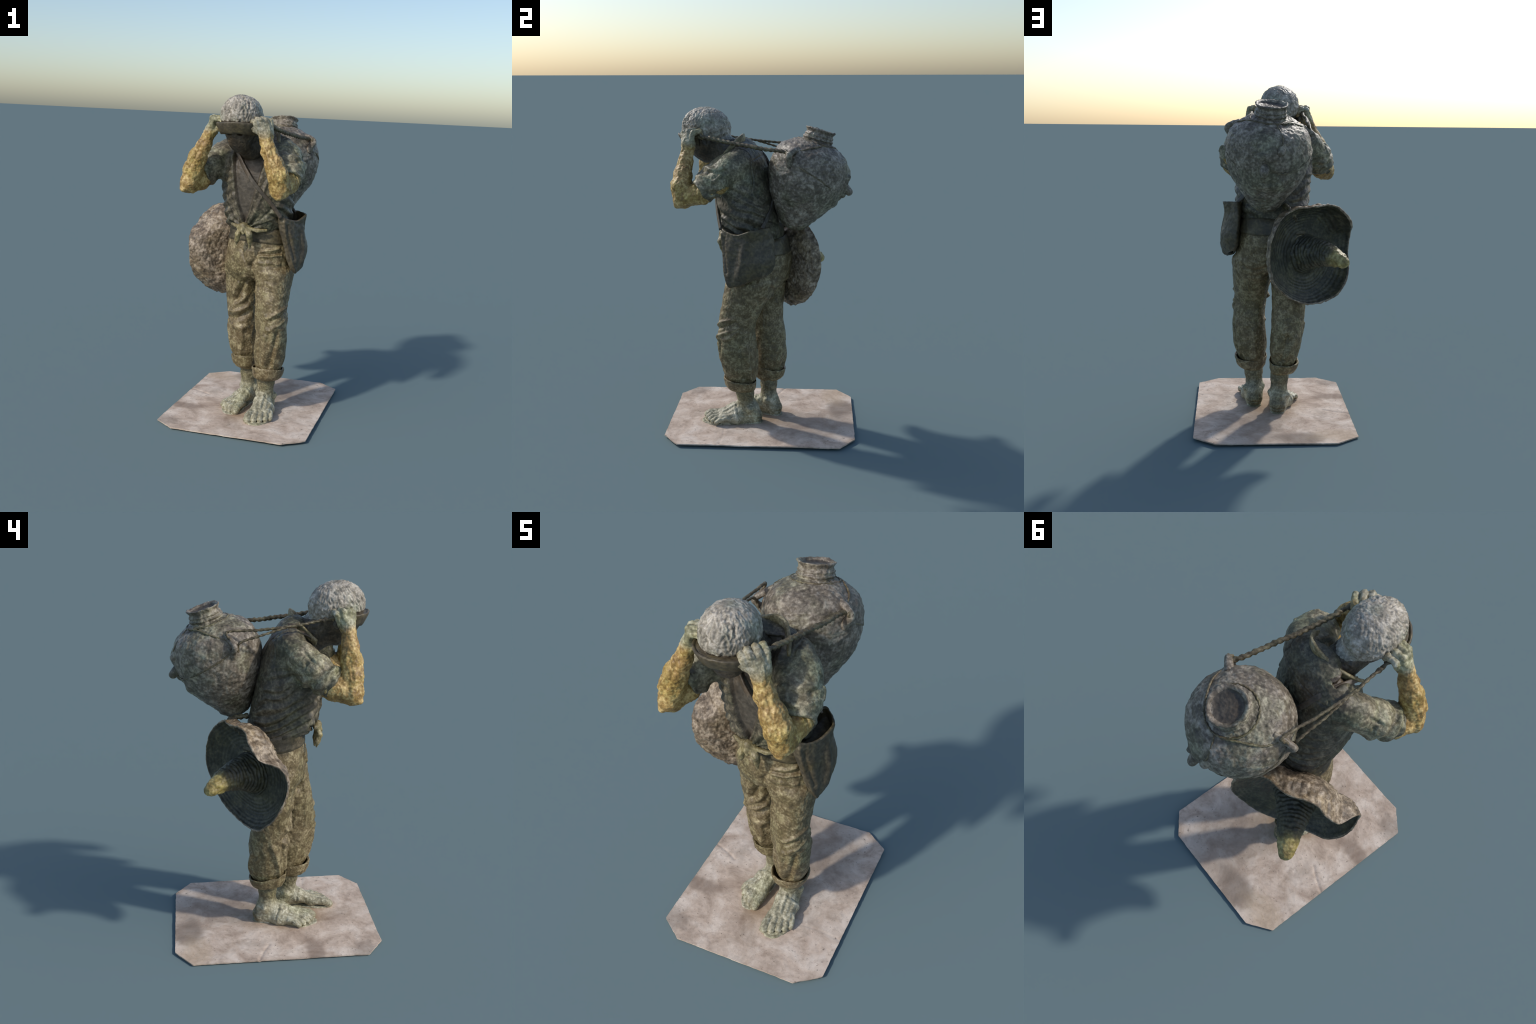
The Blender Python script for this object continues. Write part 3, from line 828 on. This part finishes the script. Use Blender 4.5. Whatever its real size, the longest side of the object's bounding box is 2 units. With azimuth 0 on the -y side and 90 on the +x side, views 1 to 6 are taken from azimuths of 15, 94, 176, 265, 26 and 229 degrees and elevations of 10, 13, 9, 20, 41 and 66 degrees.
def build_head():
    def field(P):
        d = ellipsoid(P, HEAD_C, (.123, .150, .126), rot_x(math.radians(-8)))
        # jaw and face hang down from the bowed skull, throat runs back to the neck
        d = smin(d, chain(P, [(-.055, -.395, 1.80, .082), (-.055, -.365, 1.74, .064), (-.055, -.345, 1.705, .042)], .03), .03)
        d = smin(d, chain(P, [(-.05, -.30, 1.80, .080), (-.04, -.245, 1.765, .072), (-.015, -.16, 1.69, .090)], .03), .02)
        d = smin(d, chain(P, [(-.05, -.32, 1.72, .045), (-.03, -.23, 1.68, .06)], .03), .03)
        d = smin(d, chain(P, [(-.115, -.375, 1.785, .022), (-.085, -.405, 1.765, .02)], .01), .02)
        d = smin(d, chain(P, [(.005, -.375, 1.785, .022), (-.025, -.405, 1.765, .02)], .01), .02)
        d = smin(d, chain(P, [(-.058, -.458, 1.785, .012), (-.06, -.438, 1.748, .015), (-.061, -.418, 1.735, .016)], .01), .012)
        d = smin(d, chain(P, [(-.085, -.375, 1.71, .012), (-.058, -.39, 1.71, .013), (-.03, -.375, 1.71, .012)], .008), .010)
        d = smin(d, chain(P, [(-.056, -.352, 1.688, .022), (-.055, -.342, 1.69, .022)], .008), .015)
        for sx in (-.092, -.022):
            d = smax(d, -(np.linalg.norm(P - np.array((sx, -.462, 1.782), F32), axis=1) - .018), .012)
        # ears
        for sx in (-1, 1):
            ex = HEAD_C[0] + sx * .122
            d = smin(d, ellipsoid(P, (ex, -.335, 1.805), (.014, .026, .040), rot_x(math.radians(28))), .010)
            d = smax(d, -ellipsoid(P, (ex + sx * .012, -.342, 1.805), (.009, .013, .022), rot_x(math.radians(28))), .008)
        return d
    v, q = surface(field, (-.22, -.53, 1.62), (.13, -.03, 2.03), .0038)
    n = vnormals(v, q)
    rel = v - HEAD_C
    hairline = rel[:, 2] + .35 * rel[:, 1] + .012 * fbm(v, 20, 71)
    nape = sstep(.05, -.06, rel[:, 1])
    hair = sstep(-.06, -.03, rel[:, 2] + .045 * nape * 0 + .02 * sstep(.02, -.12, rel[:, 1]) * -1 + .09 * sstep(.0, .12, rel[:, 1]))
    # locks combed forward from the crown
    az = np.arctan2(rel[:, 0], -(rel[:, 1] - .03))
    el = np.arctan2(rel[:, 2], np.hypot(rel[:, 0], rel[:, 1]))
    S = np.stack([np.sin(az) * 1.0, np.cos(az) * 1.0, el * .42], 1)
    front = sstep(-.02, -.10, rel[:, 1])
    lock = fbm(S + .12 * np.stack([fbm(v, 12, 61), fbm(v, 12, 62), fbm(v, 12, 63)], 1), 7.0, 64, 2)
    curl = fbm(v, 34, 65, 2)
    d = hair * (.0065 * (.55 - 2 * np.abs(np.clip(lock * 1.8, -1, 1))) * (.3 + .7 * front) + .0062 * curl * (1 - .55 * front))
    d += .0025 * fbm(v, 70, 66, 2)
    v = v + n * d[:, None]
    c = v[q].mean(1)
    r = c - HEAD_C
    hr = r[:, 2] + .02 * sstep(.0, .12, r[:, 1]) - .02 * sstep(.02, -.12, r[:, 1]) > -.045
    neck = (c[:, 1] > -.27) & ~hr
    split_mesh(v, q, [('hair', hr, mat_hair), ('neck', neck, mat_skin), ('head', np.ones(len(q), bool), mat_skin)])

def build_headband():
    top = catmull([(-.20, -.335, 1.838), (-.19, -.39, 1.836), (-.172, -.445, 1.836), (-.13, -.49, 1.838), (-.085, -.510, 1.841), (-.04, -.516, 1.844), (.01, -.506, 1.842),
                   (.052, -.478, 1.84), (.08, -.43, 1.838), (.09, -.38, 1.836)], 7)
    n = len(top)
    out = (top - HEAD_C) * V(1, 1, 0)
    out /= np.linalg.norm(out, axis=1, keepdims=True)
    low = top - out * .034 - V(0, 0, .066)
    a = low - top
    hw = np.linalg.norm(a, axis=1) / 2
    a = a / (2 * hw[:, None])
    t = np.gradient(top, axis=0)
    u = np.cross(a, t)
    u /= np.linalg.norm(u, axis=1, keepdims=True)
    v, f = ribbon((top + low) / 2, a, u, hw, .007, .0025, 9)
    add_mesh('headband', v, f, mat_bag)
    # fold of the strap that lies on the brow behind the lip
    v, f = ribbon((top + low) / 2 - out * .012 + V(0, 0, .02), -out * 1.0, u * 0 + V(0, 0, 1), .02, .009, .003, 10)
    add_mesh('headband', v, f, mat_bag)

# ------------------------------------------------------------------ arms and hands
def build_arm(nodes, hand_nodes, fingers, thumb, box, seed, wrist, veins):
    def field(P):
        d = chain(P, nodes, .02)
        h = chain(P, hand_nodes, .015)
        d = smin(d, h, .016)
        # palm slab between wrist and knuckle row
        for f in fingers:
            d = smin(d, chain(P, f[:2], .006), .010)
        for f in fingers:
            d = smin(d, chain(P, f[1:], .004), .0045)
        d = smin(d, chain(P, thumb, .006), .008)
        return d
    v, q = surface(field, box[0], box[1], .0032, 1)
    n = vnormals(v, q)
    d = .0050 * fbm(v, 42, seed, 2) + .0020 * fbm(v, 95, seed + 3, 2)
    d += .0075 * fbm(v * (1, 1, .35), 26, seed + 7, 2) * (v[:, 2] < wrist)
    v = v + n * d[:, None]
    n = vnormals(v, q)
    v = folds(v, n, veins)
    c = v[q].mean(1)
    split_mesh(v, q, [('hand', c[:, 2] > wrist + .006 * np.sin(c[:, 0] * 90), mat_arm), ('arm', np.ones(len(q), bool), mat_arm)])

def build_arms():
    # right arm (at -x)
    kn = [(-.205, -.402, 1.852), (-.222, -.377, 1.860), (-.228, -.347, 1.860), (-.222, -.315, 1.850)]
    fing = []
    for i, k in enumerate(kn):
        fing.append([(-.232 + .004 * i, -.392 + .014 * i, 1.775, .018), (k[0], k[1], k[2], .0165), (k[0] + .042, k[1] + .006, k[2] + .004, .0155), (k[0] + .058, k[1] + .004, k[2] - .030, .0145)])
    build_arm([(-.265, -.21, 1.555, .066), (-.318, -.292, 1.498, .070), (-.350, -.372, 1.468, .055), (-.349, -.378, 1.475, .052), (-.330, -.380, 1.55, .058),
               (-.306, -.380, 1.62, .052), (-.266, -.379, 1.70, .040), (-.242, -.378, 1.755, .034)],
              [(-.242, -.378, 1.755, .034), (-.226, -.372, 1.79, .036), (-.212, -.362, 1.83, .034)], fing,
              [(-.20, -.385, 1.79, .016), (-.178, -.39, 1.80, .015), (-.165, -.40, 1.815, .013)],
              ((-.42, -.46, 1.38), (-.12, -.14, 1.90)), 81, 1.765,
              [([(-.37, -.41, 1.44), (-.392, -.405, 1.425), (-.385, -.40, 1.425)], .018, .014),
               ([(-.38, -.42, 1.55), (-.33, -.435, 1.62), (-.29, -.42, 1.70)], .007, .005),
               ([(-.35, -.44, 1.53), (-.30, -.43, 1.63), (-.26, -.41, 1.72)], .008, -.005),
               ([(-.395, -.37, 1.56), (-.35, -.36, 1.65)], .008, -.004),
               ([(-.228, -.405, 1.80), (-.222, -.40, 1.835)], .005, .003)])
    # left arm (at +x)
    kn = [(.066, -.472, 1.845), (.092, -.458, 1.858), (.116, -.432, 1.862), (.134, -.402, 1.856)]
    fing = []
    for i, k in enumerate(kn):
        fing.append([(.112 + .012 * i, -.452 + .010 * i, 1.775, .019), (k[0], k[1], k[2], .0165), (k[0] - .032, k[1] + .034, k[2] + .006, .0155), (k[0] - .040, k[1] + .046, k[2] - .030, .0145)])
    build_arm([(.24, -.24, 1.57, .066), (.238, -.345, 1.512, .067), (.226, -.45, 1.478, .054), (.222, -.460, 1.476, .051), (.213, -.464, 1.545, .058),
               (.184, -.457, 1.615, .051), (.148, -.446, 1.69, .041), (.127, -.437, 1.745, .036)],
              [(.127, -.437, 1.745, .036), (.118, -.434, 1.785, .040), (.108, -.43, 1.825, .036)], fing,
              [(.085, -.445, 1.79, .017), (.062, -.455, 1.80, .015), (.05, -.465, 1.815, .013)],
              ((.0, -.55, 1.38), (.33, -.15, 1.91)), 91, 1.76,
              [([(.225, -.485, 1.44), (.228, -.50, 1.428)], .018, .014),
               ([(.20, -.52, 1.56), (.17, -.50, 1.63), (.135, -.475, 1.71)], .007, .006),
               ([(.235, -.515, 1.54), (.205, -.50, 1.62), (.165, -.475, 1.70)], .009, -.005),
               ([(.175, -.51, 1.52), (.15, -.485, 1.6), (.12, -.46, 1.68)], .008, .005),
               ([(.15, -.46, 1.78), (.14, -.45, 1.82)], .005, .003)])

# ------------------------------------------------------------------ jar with handles, lugs and cords
JAR_AXIS = V(-.050, .278, .960); JAR_AXIS /= np.linalg.norm(JAR_AXIS)
JAR_O = V(.063, .182, 1.272)
J1 = np.cross(V(0, 1, 0), JAR_AXIS); J1 /= np.linalg.norm(J1)     # roughly +x
J2 = np.cross(JAR_AXIS, J1)                                        # roughly +y
JAR_PROF = [(0.002, .002), (-.002, .03), (.006, .055), (.034, .087), (.08, .118), (.14, .162), (.21, .204), (.30, .232), (.37, .240), (.43, .232), (.48, .208),
            (.515, .165), (.538, .122), (.548, .094), (.553, .086), (.560, .090), (.566, .092), (.572, .086), (.578, .085), (.584, .0885), (.590, .084),
            (.600, .081), (.609, .085), (.616, .090), (.620, .092), (.624, .089), (.624, .083), (.619, .075), (.613, .070), (.608, .062), (.605, .05), (.604, .03), (.604, .001)]

def jar_r(t):
    p = np.array([k for k in JAR_PROF[2:14]])
    return np.interp(t, p[:, 0], p[:, 1])

def jar_pt(t, ang, off=0.0):
    """point on the jar wall: t up the axis, angle 0 = +x, 90 = +y"""
    r = jar_r(t) + off
    return JAR_O + JAR_AXIS * t + (J1 * math.cos(math.radians(ang)) + J2 * math.sin(math.radians(ang))) * r

def jar_find(p):
    """axis height and angle of the wall point nearest to a point in space"""
    q = np.array(p) - JAR_O
    return q @ JAR_AXIS, math.degrees(math.atan2(q @ J2, q @ J1))

def build_jar():
    pr = catmull([(a, b, 0) for a, b in JAR_PROF], 5)[:, :2]
    nv = 220
    th = np.linspace(0, 2 * np.pi, nv, endpoint=False)
    rows = [JAR_O + JAR_AXIS * t + np.outer(r * np.cos(th), J1) + np.outer(r * np.sin(th), J2) for t, r in pr]
    # resample so that faces stay small on the belly
    R = np.array(rows)
    L = np.concatenate([[0], np.cumsum(np.linalg.norm(np.diff(pr, axis=0), axis=1))])
    s = np.linspace(0, L[-1], 300)
    R = np.stack([[np.interp(s, L, R[:, j, k]) for k in range(3)] for j in range(nv)]).transpose(2, 0, 1)
    v = R.reshape(-1, 3)
    q = grid_faces(len(s), nv, True)
    n = vnormals(v, q)
    d = .007 * fbm(v, 9, 101, 2) + .0060 * fbm(v, 38, 102, 2) + .0020 * fbm(v, 90, 103, 2)
    outer = np.repeat(s < L[np.argmax(pr[:, 0])], nv)
    v = v + n * (d * np.where(outer, 1, .6))[:, None]
    n = vnormals(v, q)
    def wall(pts, off=.0):
        return [tuple(jar_pt(t, a, off)) for t, a in pts]
    # lumps on the far side
    v = folds(v, n, [
        (wall([(.415, 92), (.40, 90)], .0), .030, .012),
        (wall([(.40, 80), (.35, 78), (.29, 80)], .0), .014, .016),
        (wall([(.30, 84), (.27, 84)], .0), .022, .016),
        (wall([(.30, 95), (.285, 120), (.30, 145)]), .012, -.006),
        (wall([(.23, 70), (.22, 95), (.24, 110)]), .03, .014),
    ])
    c = v[q].mean(1)
    t = (c - JAR_O) @ JAR_AXIS
    jar = bpy.data.objects.new('water_jar', None)
    bpy.context.scene.collection.objects.link(jar)
    jar.parent = root
    made = split_mesh(v, q, [('jar_mouth_shade', (t > .57) & (np.linalg.norm(c - JAR_O - np.outer(t, JAR_AXIS), axis=1) < .070), mat_chest), ('jar_neck', t > .545, mat_jar), ('jar_body', np.ones(len(q), bool), mat_jar)], jar)  # darker colour on the near-flush mouth disc paints the shade inside
    # knob on the back
    def knob(c0, r, seed):
        P0 = np.array(c0)
        vv, qq = surface(lambda P: chain(P, [tuple(P0 + V(0, -.035, .02)) + (r * 1.25,), tuple(P0 + V(0, -.012, -.002)) + (r,)], .01), P0 - .09, P0 + .09, .004, 1)
        vv = vv + vnormals(vv, qq) * (.002 * fbm(vv, 50, seed, 2))[:, None]
        add_mesh('jar_lug', vv, qq, mat_jar, jar)
    knob((.075, .540, 1.503), .024, 7)
    knob((-.012, .528, 1.612), .024, 8)
    # ear handles
    def handle(top, bot, mid, r, seed):
        path = catmull([top, tuple((np.array(top) * .45 + np.array(mid) * .55) + V(0, 0, .008)), mid, tuple(np.array(bot) * .5 + np.array(mid) * .5), bot], 7)
        vv, ff = tube(path, r * (1 + .25 * np.linspace(-1, 1, len(path)) ** 2), 14)
        vv = vv + .004 * np.stack([fbm(vv, 34, seed + k, 2) for k in range(3)], 1)
        add_mesh('jar_handle', vv, ff, mat_jar, jar)
    tl, al = jar_find((.249, .192, 1.755))
    handle(tuple(jar_pt(.475, al, -.02)), tuple(jar_pt(.375, al, -.012)), tuple(jar_pt(.435, al, .040)), .019, 11)
    tr, ar = jar_find((-.21, .215, 1.728))
    handle(tuple(jar_pt(.485, ar, -.02)), tuple(jar_pt(.37, ar - 3, -.012)), tuple(jar_pt(.425, ar, .042)), .016, 14)
    # cords that bind the jar: neck loop, shoulder runs and a net line round the belly
    def cord(pts, r, seed, twist=260):
        c = catmull(wall(pts, r * .35), 10)
        c = c + .0015 * np.stack([fbm(c, 30, seed + k) for k in range(3)], 1)
        vv, ff = tube(c, r, 8, twist, .22)
        add_mesh('jar_cord', vv, ff, mat_rope, jar)
    cord([(.455, ar), (.500, ar - 20), (.535, ar - 50), (.540, ar - 80)], .0055, 21)
    cord([(.455, al), (.500, al + 20), (.535, al + 50), (.540, al + 80)], .0055, 22)
    cord([(.541, a) for a in np.linspace(0, 345, 24)], .005, 23)
    cord([(.40, ar), (.37, ar - 25), (.335, ar - 55), (.305, ar - 85), (.30, ar - 100)], .0048, 24)
    cord([(.40, al), (.375, al + 25), (.345, al + 50), (.315, al + 70)], .0048, 25)
    cord([(.539, 105), (.48, 108), (.42, 100), (.37, 96)], .0048, 26)
    return al, ar

def build_ropes(al, ar):
    """tump line: from the hands back to the jar handles"""
    def rope(pts, r, seed, twist=210, amp=.28, knots=()):
        c = catmull(pts, 14)
        c = c + .004 * np.stack([fbm(c, 14, seed + k, 2) for k in range(3)], 1)
        s = np.linspace(0, 1, len(c))
        rr = r * (1 + .18 * fbm(c, 30, seed + 9, 2))
        for kp, ka in knots:
            rr = rr * (1 + ka * np.exp(-((s - kp) / .022) ** 2))
        vv, ff = tube(c, rr, 12, twist, amp)
        add_mesh('carrying_rope', vv, ff, mat_rope)
    hl, hr = jar_pt(.435, al, .050), jar_pt(.45, ar, .03)
    rope([(.085, -.40, 1.838), (.115, -.345, 1.832), (.135, -.25, 1.811), (.162, -.13, 1.791), (.203, .02, 1.769), (.242, .164, 1.753), tuple(hl)], .0115, 31, knots=[(.13, .35), (.2, -.3), (.25, .35), (.95, .5)])
    rope([(-.165, -.36, 1.835), (-.193, -.29, 1.824), (-.196, -.20, 1.808), (-.200, -.10, 1.793), (-.190, .07, 1.776), (-.173, .235, 1.769), tuple(hr)], .0072, 32, knots=[(.13, .9), (.22, .8)])
    rope([(-.199, -.13, 1.803), (-.205, -.04, 1.783), (-.206, .07, 1.750), (-.201, .174, 1.717), tuple(jar_pt(.39, ar + 4, .012))], .0060, 33)

# ------------------------------------------------------------------ shoulder bag
def build_bag():
    # horizontal outlines from the mouth down: front, outer front, outer mid, outer back, back, inner back, inner mid, inner front
    rows = [
        [(.172, -.230, 1.300), (.218, -.214, 1.278), (.265, -.140, 1.262), (.297, -.048, 1.291), (.255, .030, 1.305), (.205, .05, 1.30), (.180, -.08, 1.295), (.165, -.19, 1.297)],
        [(.182, -.225, 1.245), (.236, -.207, 1.230), (.277, -.130, 1.220), (.288, -.038, 1.235), (.254, .045, 1.240), (.205, .07, 1.24), (.18, -.08, 1.24), (.172, -.19, 1.245)],
        [(.200, -.220, 1.17), (.252, -.200, 1.16), (.292, -.124, 1.155), (.298, -.030, 1.165), (.260, .055, 1.165), (.21, .08, 1.165), (.185, -.08, 1.165), (.188, -.19, 1.17)],
        [(.220, -.212, 1.09), (.268, -.194, 1.085), (.308, -.118, 1.085), (.316, -.032, 1.095), (.268, .058, 1.095), (.215, .085, 1.095), (.195, -.08, 1.09), (.206, -.185, 1.09)],
        [(.244, -.202, 1.02), (.284, -.186, 1.015), (.312, -.116, 1.02), (.310, -.040, 1.035), (.266, .044, 1.05), (.22, .07, 1.045), (.21, -.08, 1.025), (.228, -.178, 1.02)],
        [(.268, -.190, .962), (.288, -.175, .958), (.298, -.114, .972), (.290, -.045, .992), (.260, .025, 1.015), (.23, .03, 1.01), (.23, -.08, .98), (.248, -.165, .963)],
        [(.276, -.176, .945), (.282, -.168, .944), (.277, -.118, .960), (.268, -.05, .982), (.252, .005, 1.004), (.24, .0, 1.004), (.245, -.09, .97), (.266, -.16, .947)],
    ]
    R = np.array(rows)
    nv = 112
    # periodic spline round each outline, then spline down
    ring = []
    for r in R:
        c = catmull(np.vstack([r[-2:], r, r[:3]]), 14)[2 * 14:(2 + 8) * 14]
        ring.append(c)
    ring = np.array(ring)
    cols = np.stack([catmull(ring[:, j], 14) for j in range(nv)], 1)
    outer = cols.reshape(-1, 3)
    nu = len(cols)
    cen = cols.mean(1, keepdims=True)
    inner = (cen + (cols - cen) * .93)[:nu // 2]
    dirs = cols[:len(inner)] - cen[:len(inner)]
    dirs /= np.linalg.norm(dirs, axis=2, keepdims=True)
    inner = (cols[:len(inner)] - dirs * .010)[:16]
    allr = np.concatenate([inner[::-1], cols], 0)
    v = allr.reshape(-1, 3)
    q = grid_faces(len(allr), nv, True, flip=True)
    n = vnormals(v, q)
    cc = v - V(.24, -.1, 1.15)
    if (n[len(inner) * nv:] * cc[len(inner) * nv:]).sum() < 0:
        q = q[:, ::-1]
        n = -n
    isout = np.arange(len(v)) >= len(inner) * nv
    d = .014 * fbm(v * (1, 1, .5), 11, 111, 2) + .0035 * fbm(v, 55, 112, 2)
    d = d * isout
    v = v + n * d[:, None]
    v = folds(v, vnormals(v, q), [
        ([(.172, -.232, 1.30), (.205, -.21, 1.28), (.262, -.140, 1.262), (.297, -.050, 1.291)], .006, .005),
        ([(.205, -.225, 1.26), (.225, -.222, 1.15), (.255, -.208, 1.04), (.28, -.18, .96)], .008, .009),
        ([(.225, -.215, 1.24), (.245, -.21, 1.15), (.27, -.195, 1.04)], .007, -.007),
        ([(.30, -.09, 1.22), (.31, -.1, 1.12), (.3, -.12, 1.02)], .016, .008),
        ([(.285, -.13, 1.2), (.295, -.15, 1.1), (.29, -.16, 1.0)], .014, -.007),
    ])
    tail = list(range(len(v) - nv, len(v)))
    f = [list(a) for a in q] + [tail, list(range(nv))]
    add_mesh('shoulder_bag', v, f, mat_bag)
    # strap: from the bag mouth across the chest, over the right shoulder and down the back
    xz = [(.188, 1.285), (.12, 1.379), (.032, 1.477), (-.039, 1.568), (-.105, 1.66)]
    front = [(x, torso_front(x, z)[0][0] - .006, z) for x, z in xz]
    front[0] = (.188, -.238, 1.285)
    pts = front + [(-.135, -.195, 1.725), (-.128, -.10, 1.752), (-.10, -.01, 1.725)]
    for x, z in [(-.06, 1.64), (.02, 1.52), (.10, 1.42), (.165, 1.35)]:
        pts.append((x, torso_front(x, z)[1][0] + .006, z))
    pts.append((.215, .015, 1.295))
    c = catmull(pts, 9)
    t = np.gradient(c, axis=0); t /= np.linalg.norm(t, axis=1, keepdims=True)
    ax = np.stack([np.interp(c[:, 2], [k[0] for k in TORSO], [(k[i] + k[i + 1]) / 2 for k in TORSO]) for i in (1, 3)], 1)
    o = np.stack([c[:, 0] - ax[:, 0], c[:, 1] - ax[:, 1], sstep(1.62, 1.75, c[:, 2]) * .25], 1)
    o = o - (o * t).sum(1, keepdims=True) * t
    o /= np.linalg.norm(o, axis=1, keepdims=True)
    a = np.cross(t, o)
    v, f = ribbon(c, a, o, .0125, .006, .002, 12)
    add_mesh('bag_strap', v, f, mat_chest)

# ------------------------------------------------------------------ hat
def build_hat():
    O = V(-.174, .117, 1.0)
    n = V(-.63, .777, 0); n /= np.linalg.norm(n)
    e = V(.777, .63, 0); e /= np.linalg.norm(e)
    up = V(0, 0, 1)
    # rim: points measured round the edge, from the top over the outer side, the bottom and the inner side
    rim = [(-.235, .250, 1.292), (-.350, .180, 1.290), (-.420, .160, 1.243), (-.466, .110, 1.168), (-.470, .0, 1.11), (-.462, -.030, 1.0), (-.460, .02, .87),
           (-.402, .09, .768), (-.31, .125, .72), (-.20, .18, .715), (-.12, .24, .747), (-.055, .291, .797), (.001, .325, .857), (.028, .355, .94), (.036, .369, 1.02), (.028, .362, 1.10), (.0, .344, 1.177), (-.045, .305, 1.24), (-.12, .268, 1.282)]
    rl = []
    for p in rim:
        r = V(*p) - O
        rl.append((math.atan2(r @ up, r @ e), math.hypot(r @ up, r @ e), r @ n))
    rl.sort()
    rl = np.array(rl)
    ext = np.vstack([rl[-3:] - (2 * np.pi, 0, 0), rl, rl[:3] + (2 * np.pi, 0, 0)])
    nt, nr = 260, 60
    th = np.linspace(-np.pi, np.pi, nt, endpoint=False)
    fine = catmull(ext, 12)
    Rr = np.interp(th, fine[:, 0], fine[:, 1])
    Hr = np.interp(th, fine[:, 0], fine[:, 2])
    jag = fbm(np.stack([np.cos(th), np.sin(th), 0 * th], 1), 9, 121, 3)
    Rr = Rr + .0055 * jag
    s = np.linspace(0, 1, nr)
    r0 = .115
    def brim_pt(sv, lift):
        rr = r0 + (Rr - r0) * (sv ** .80)
        hh = .010 + (Hr - .010) * sv ** (3.6 - 1.0 * np.cos(th) - 0.3 * np.maximum(np.sin(th), 0))
        c = O + np.outer(rr * np.cos(th), e) + np.outer(rr * np.sin(th), up) + np.outer(hh, n)
        return c
    top = np.array([brim_pt(x, 0) for x in s])
    q = grid_faces(nr, nt, True)
    tv = top.reshape(-1, 3)
    nn = vnormals(tv, q)
    if (nn @ n).mean() < 0:
        nn = -nn
    sr = np.repeat(s, nt)
    bot = tv - nn * (.008 + .006 * sstep(1.0, .55, sr) + np.tile(.022 * sstep(.1, .8, np.cos(th)) + .022 * sstep(.4, .9, np.sin(th)), nr) * sstep(1.0, .8, sr))[:, None]
    # woven lumps on the outside, faint rings on the inside
    bot = bot - nn * (.0095 * fbm(bot, 42, 122, 2) + .006 * fbm(bot, 16, 125, 2))[:, None]
    tv = tv + nn * (.002 * fbm(tv, 30, 123, 2) + .0012 * np.sin(np.repeat(s, nt) * 60 + 2 * fbm(tv, 8, 124)))[:, None]
    N = len(tv)
    fo = [list(a) for a in q]
    fi = [[i + N for i in a[::-1]] for a in fo]
    edge = [[(nr - 1) * nt + j, (nr - 1) * nt + (j + 1) % nt, N + (nr - 1) * nt + (j + 1) % nt, N + (nr - 1) * nt + j] for j in range(nt)]
    k = fo[0]
    nf = np.cross(tv[k[1]] - tv[k[0]], tv[k[2]] - tv[k[0]])
    if nf @ n < 0:
        fo, fi, edge = [a[::-1] for a in fo], [a[::-1] for a in fi], [a for a in edge]
    hat = bpy.data.objects.new('straw_hat', None)
    bpy.context.scene.collection.objects.link(hat)
    hat.parent = root
    cap = [N + j for j in range(nt)]
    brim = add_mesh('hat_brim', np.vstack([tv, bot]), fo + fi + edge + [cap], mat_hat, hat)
    brim.data.materials.append(mat_crown)          # darker colour paints the shade on the brim's crown side
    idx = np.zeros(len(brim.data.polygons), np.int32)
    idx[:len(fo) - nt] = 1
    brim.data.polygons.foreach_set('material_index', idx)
    # pointed crown with woven rings, slightly drooping
    tip = V(-.402, .382, .985)
    prof = [(0, .128), (.02, .116), (.05, .104), (.10, .089), (.16, .074), (.22, .061), (.28, .047), (.315, .036), (.338, .022), (.346, .001)]
    pr = catmull([(a, b, 0) for a, b in prof], 14)[:, :2]
    th2 = np.linspace(0, 2 * np.pi, 120, endpoint=False)
    rows = []
    ax = tip - O
    for t, r in pr:
        u = t / .346
        c = O + ax * u + up * (.030 * math.sin(math.pi * min(u * 1.0, 1)))
        rows.append(c + np.outer(r * np.cos(th2), e) + np.outer(r * np.sin(th2), up))
    v = np.vstack(rows)
    q2 = grid_faces(len(pr), 120, True)
    n2 = vnormals(v, q2)
    cenl = np.repeat(np.array([r.mean(0) for r in rows]), 120, axis=0)
    if ((v - cenl) * n2).sum() < 0:
        q2 = q2[:, ::-1]; n2 = -n2
    tt = np.repeat(pr[:, 0], 120)
    d = .0022 * np.sin(tt * 330 + 6 * fbm(v, 12, 131, 2) + np.tile(th2, len(pr))) * (1 - sstep(.2, .3, tt)) + .008 * fbm(v, 34, 132, 2)
    v = v + n2 * d[:, None]
    add_mesh('hat_crown', v, q2, mat_crown, hat)
    # cord that hangs the hat from the belt
    c = catmull([(-.12, .16, 1.20), (-.11, .2, 1.235), (-.085, .235, 1.27), (-.07, .20, 1.285), (-.06, .13, 1.29)], 10)
    vv, ff = tube(c, .014, 10, 200, .25)
    add_mesh('hat_cord', vv, ff, mat_rope, hat)

mat_shin = mat_foot
mat_sleeve = mat_shirt

build_slab()
build_trousers()
build_cuff(RIGHT_LEG, .345, .315, .250, (-.093, .006, -.018, .092), 3)
build_cuff(LEFT_LEG, .332, .300, .238, (.065, .168, -.170, -.046), 4)
build_foot((-.022, .117), (-.108, -.234), [(-.037, .036, .09, .046), (-.040, .036, .15, .047), (-.043, .036, .22, .051), (-.045, .036, .32, .056)], -1, 201, .012)
build_foot((.108, .000), (.126, -.368), [(.108, -.085, .09, .048), (.108, -.098, .15, .049), (.112, -.106, .22, .054), (.118, -.11, .32, .058)], 1, 211, .018)
build_shirt()
build_collar()
build_waist()
build_head()
build_headband()
build_arms()
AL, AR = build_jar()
build_ropes(AL, AR)
build_bag()
build_hat()
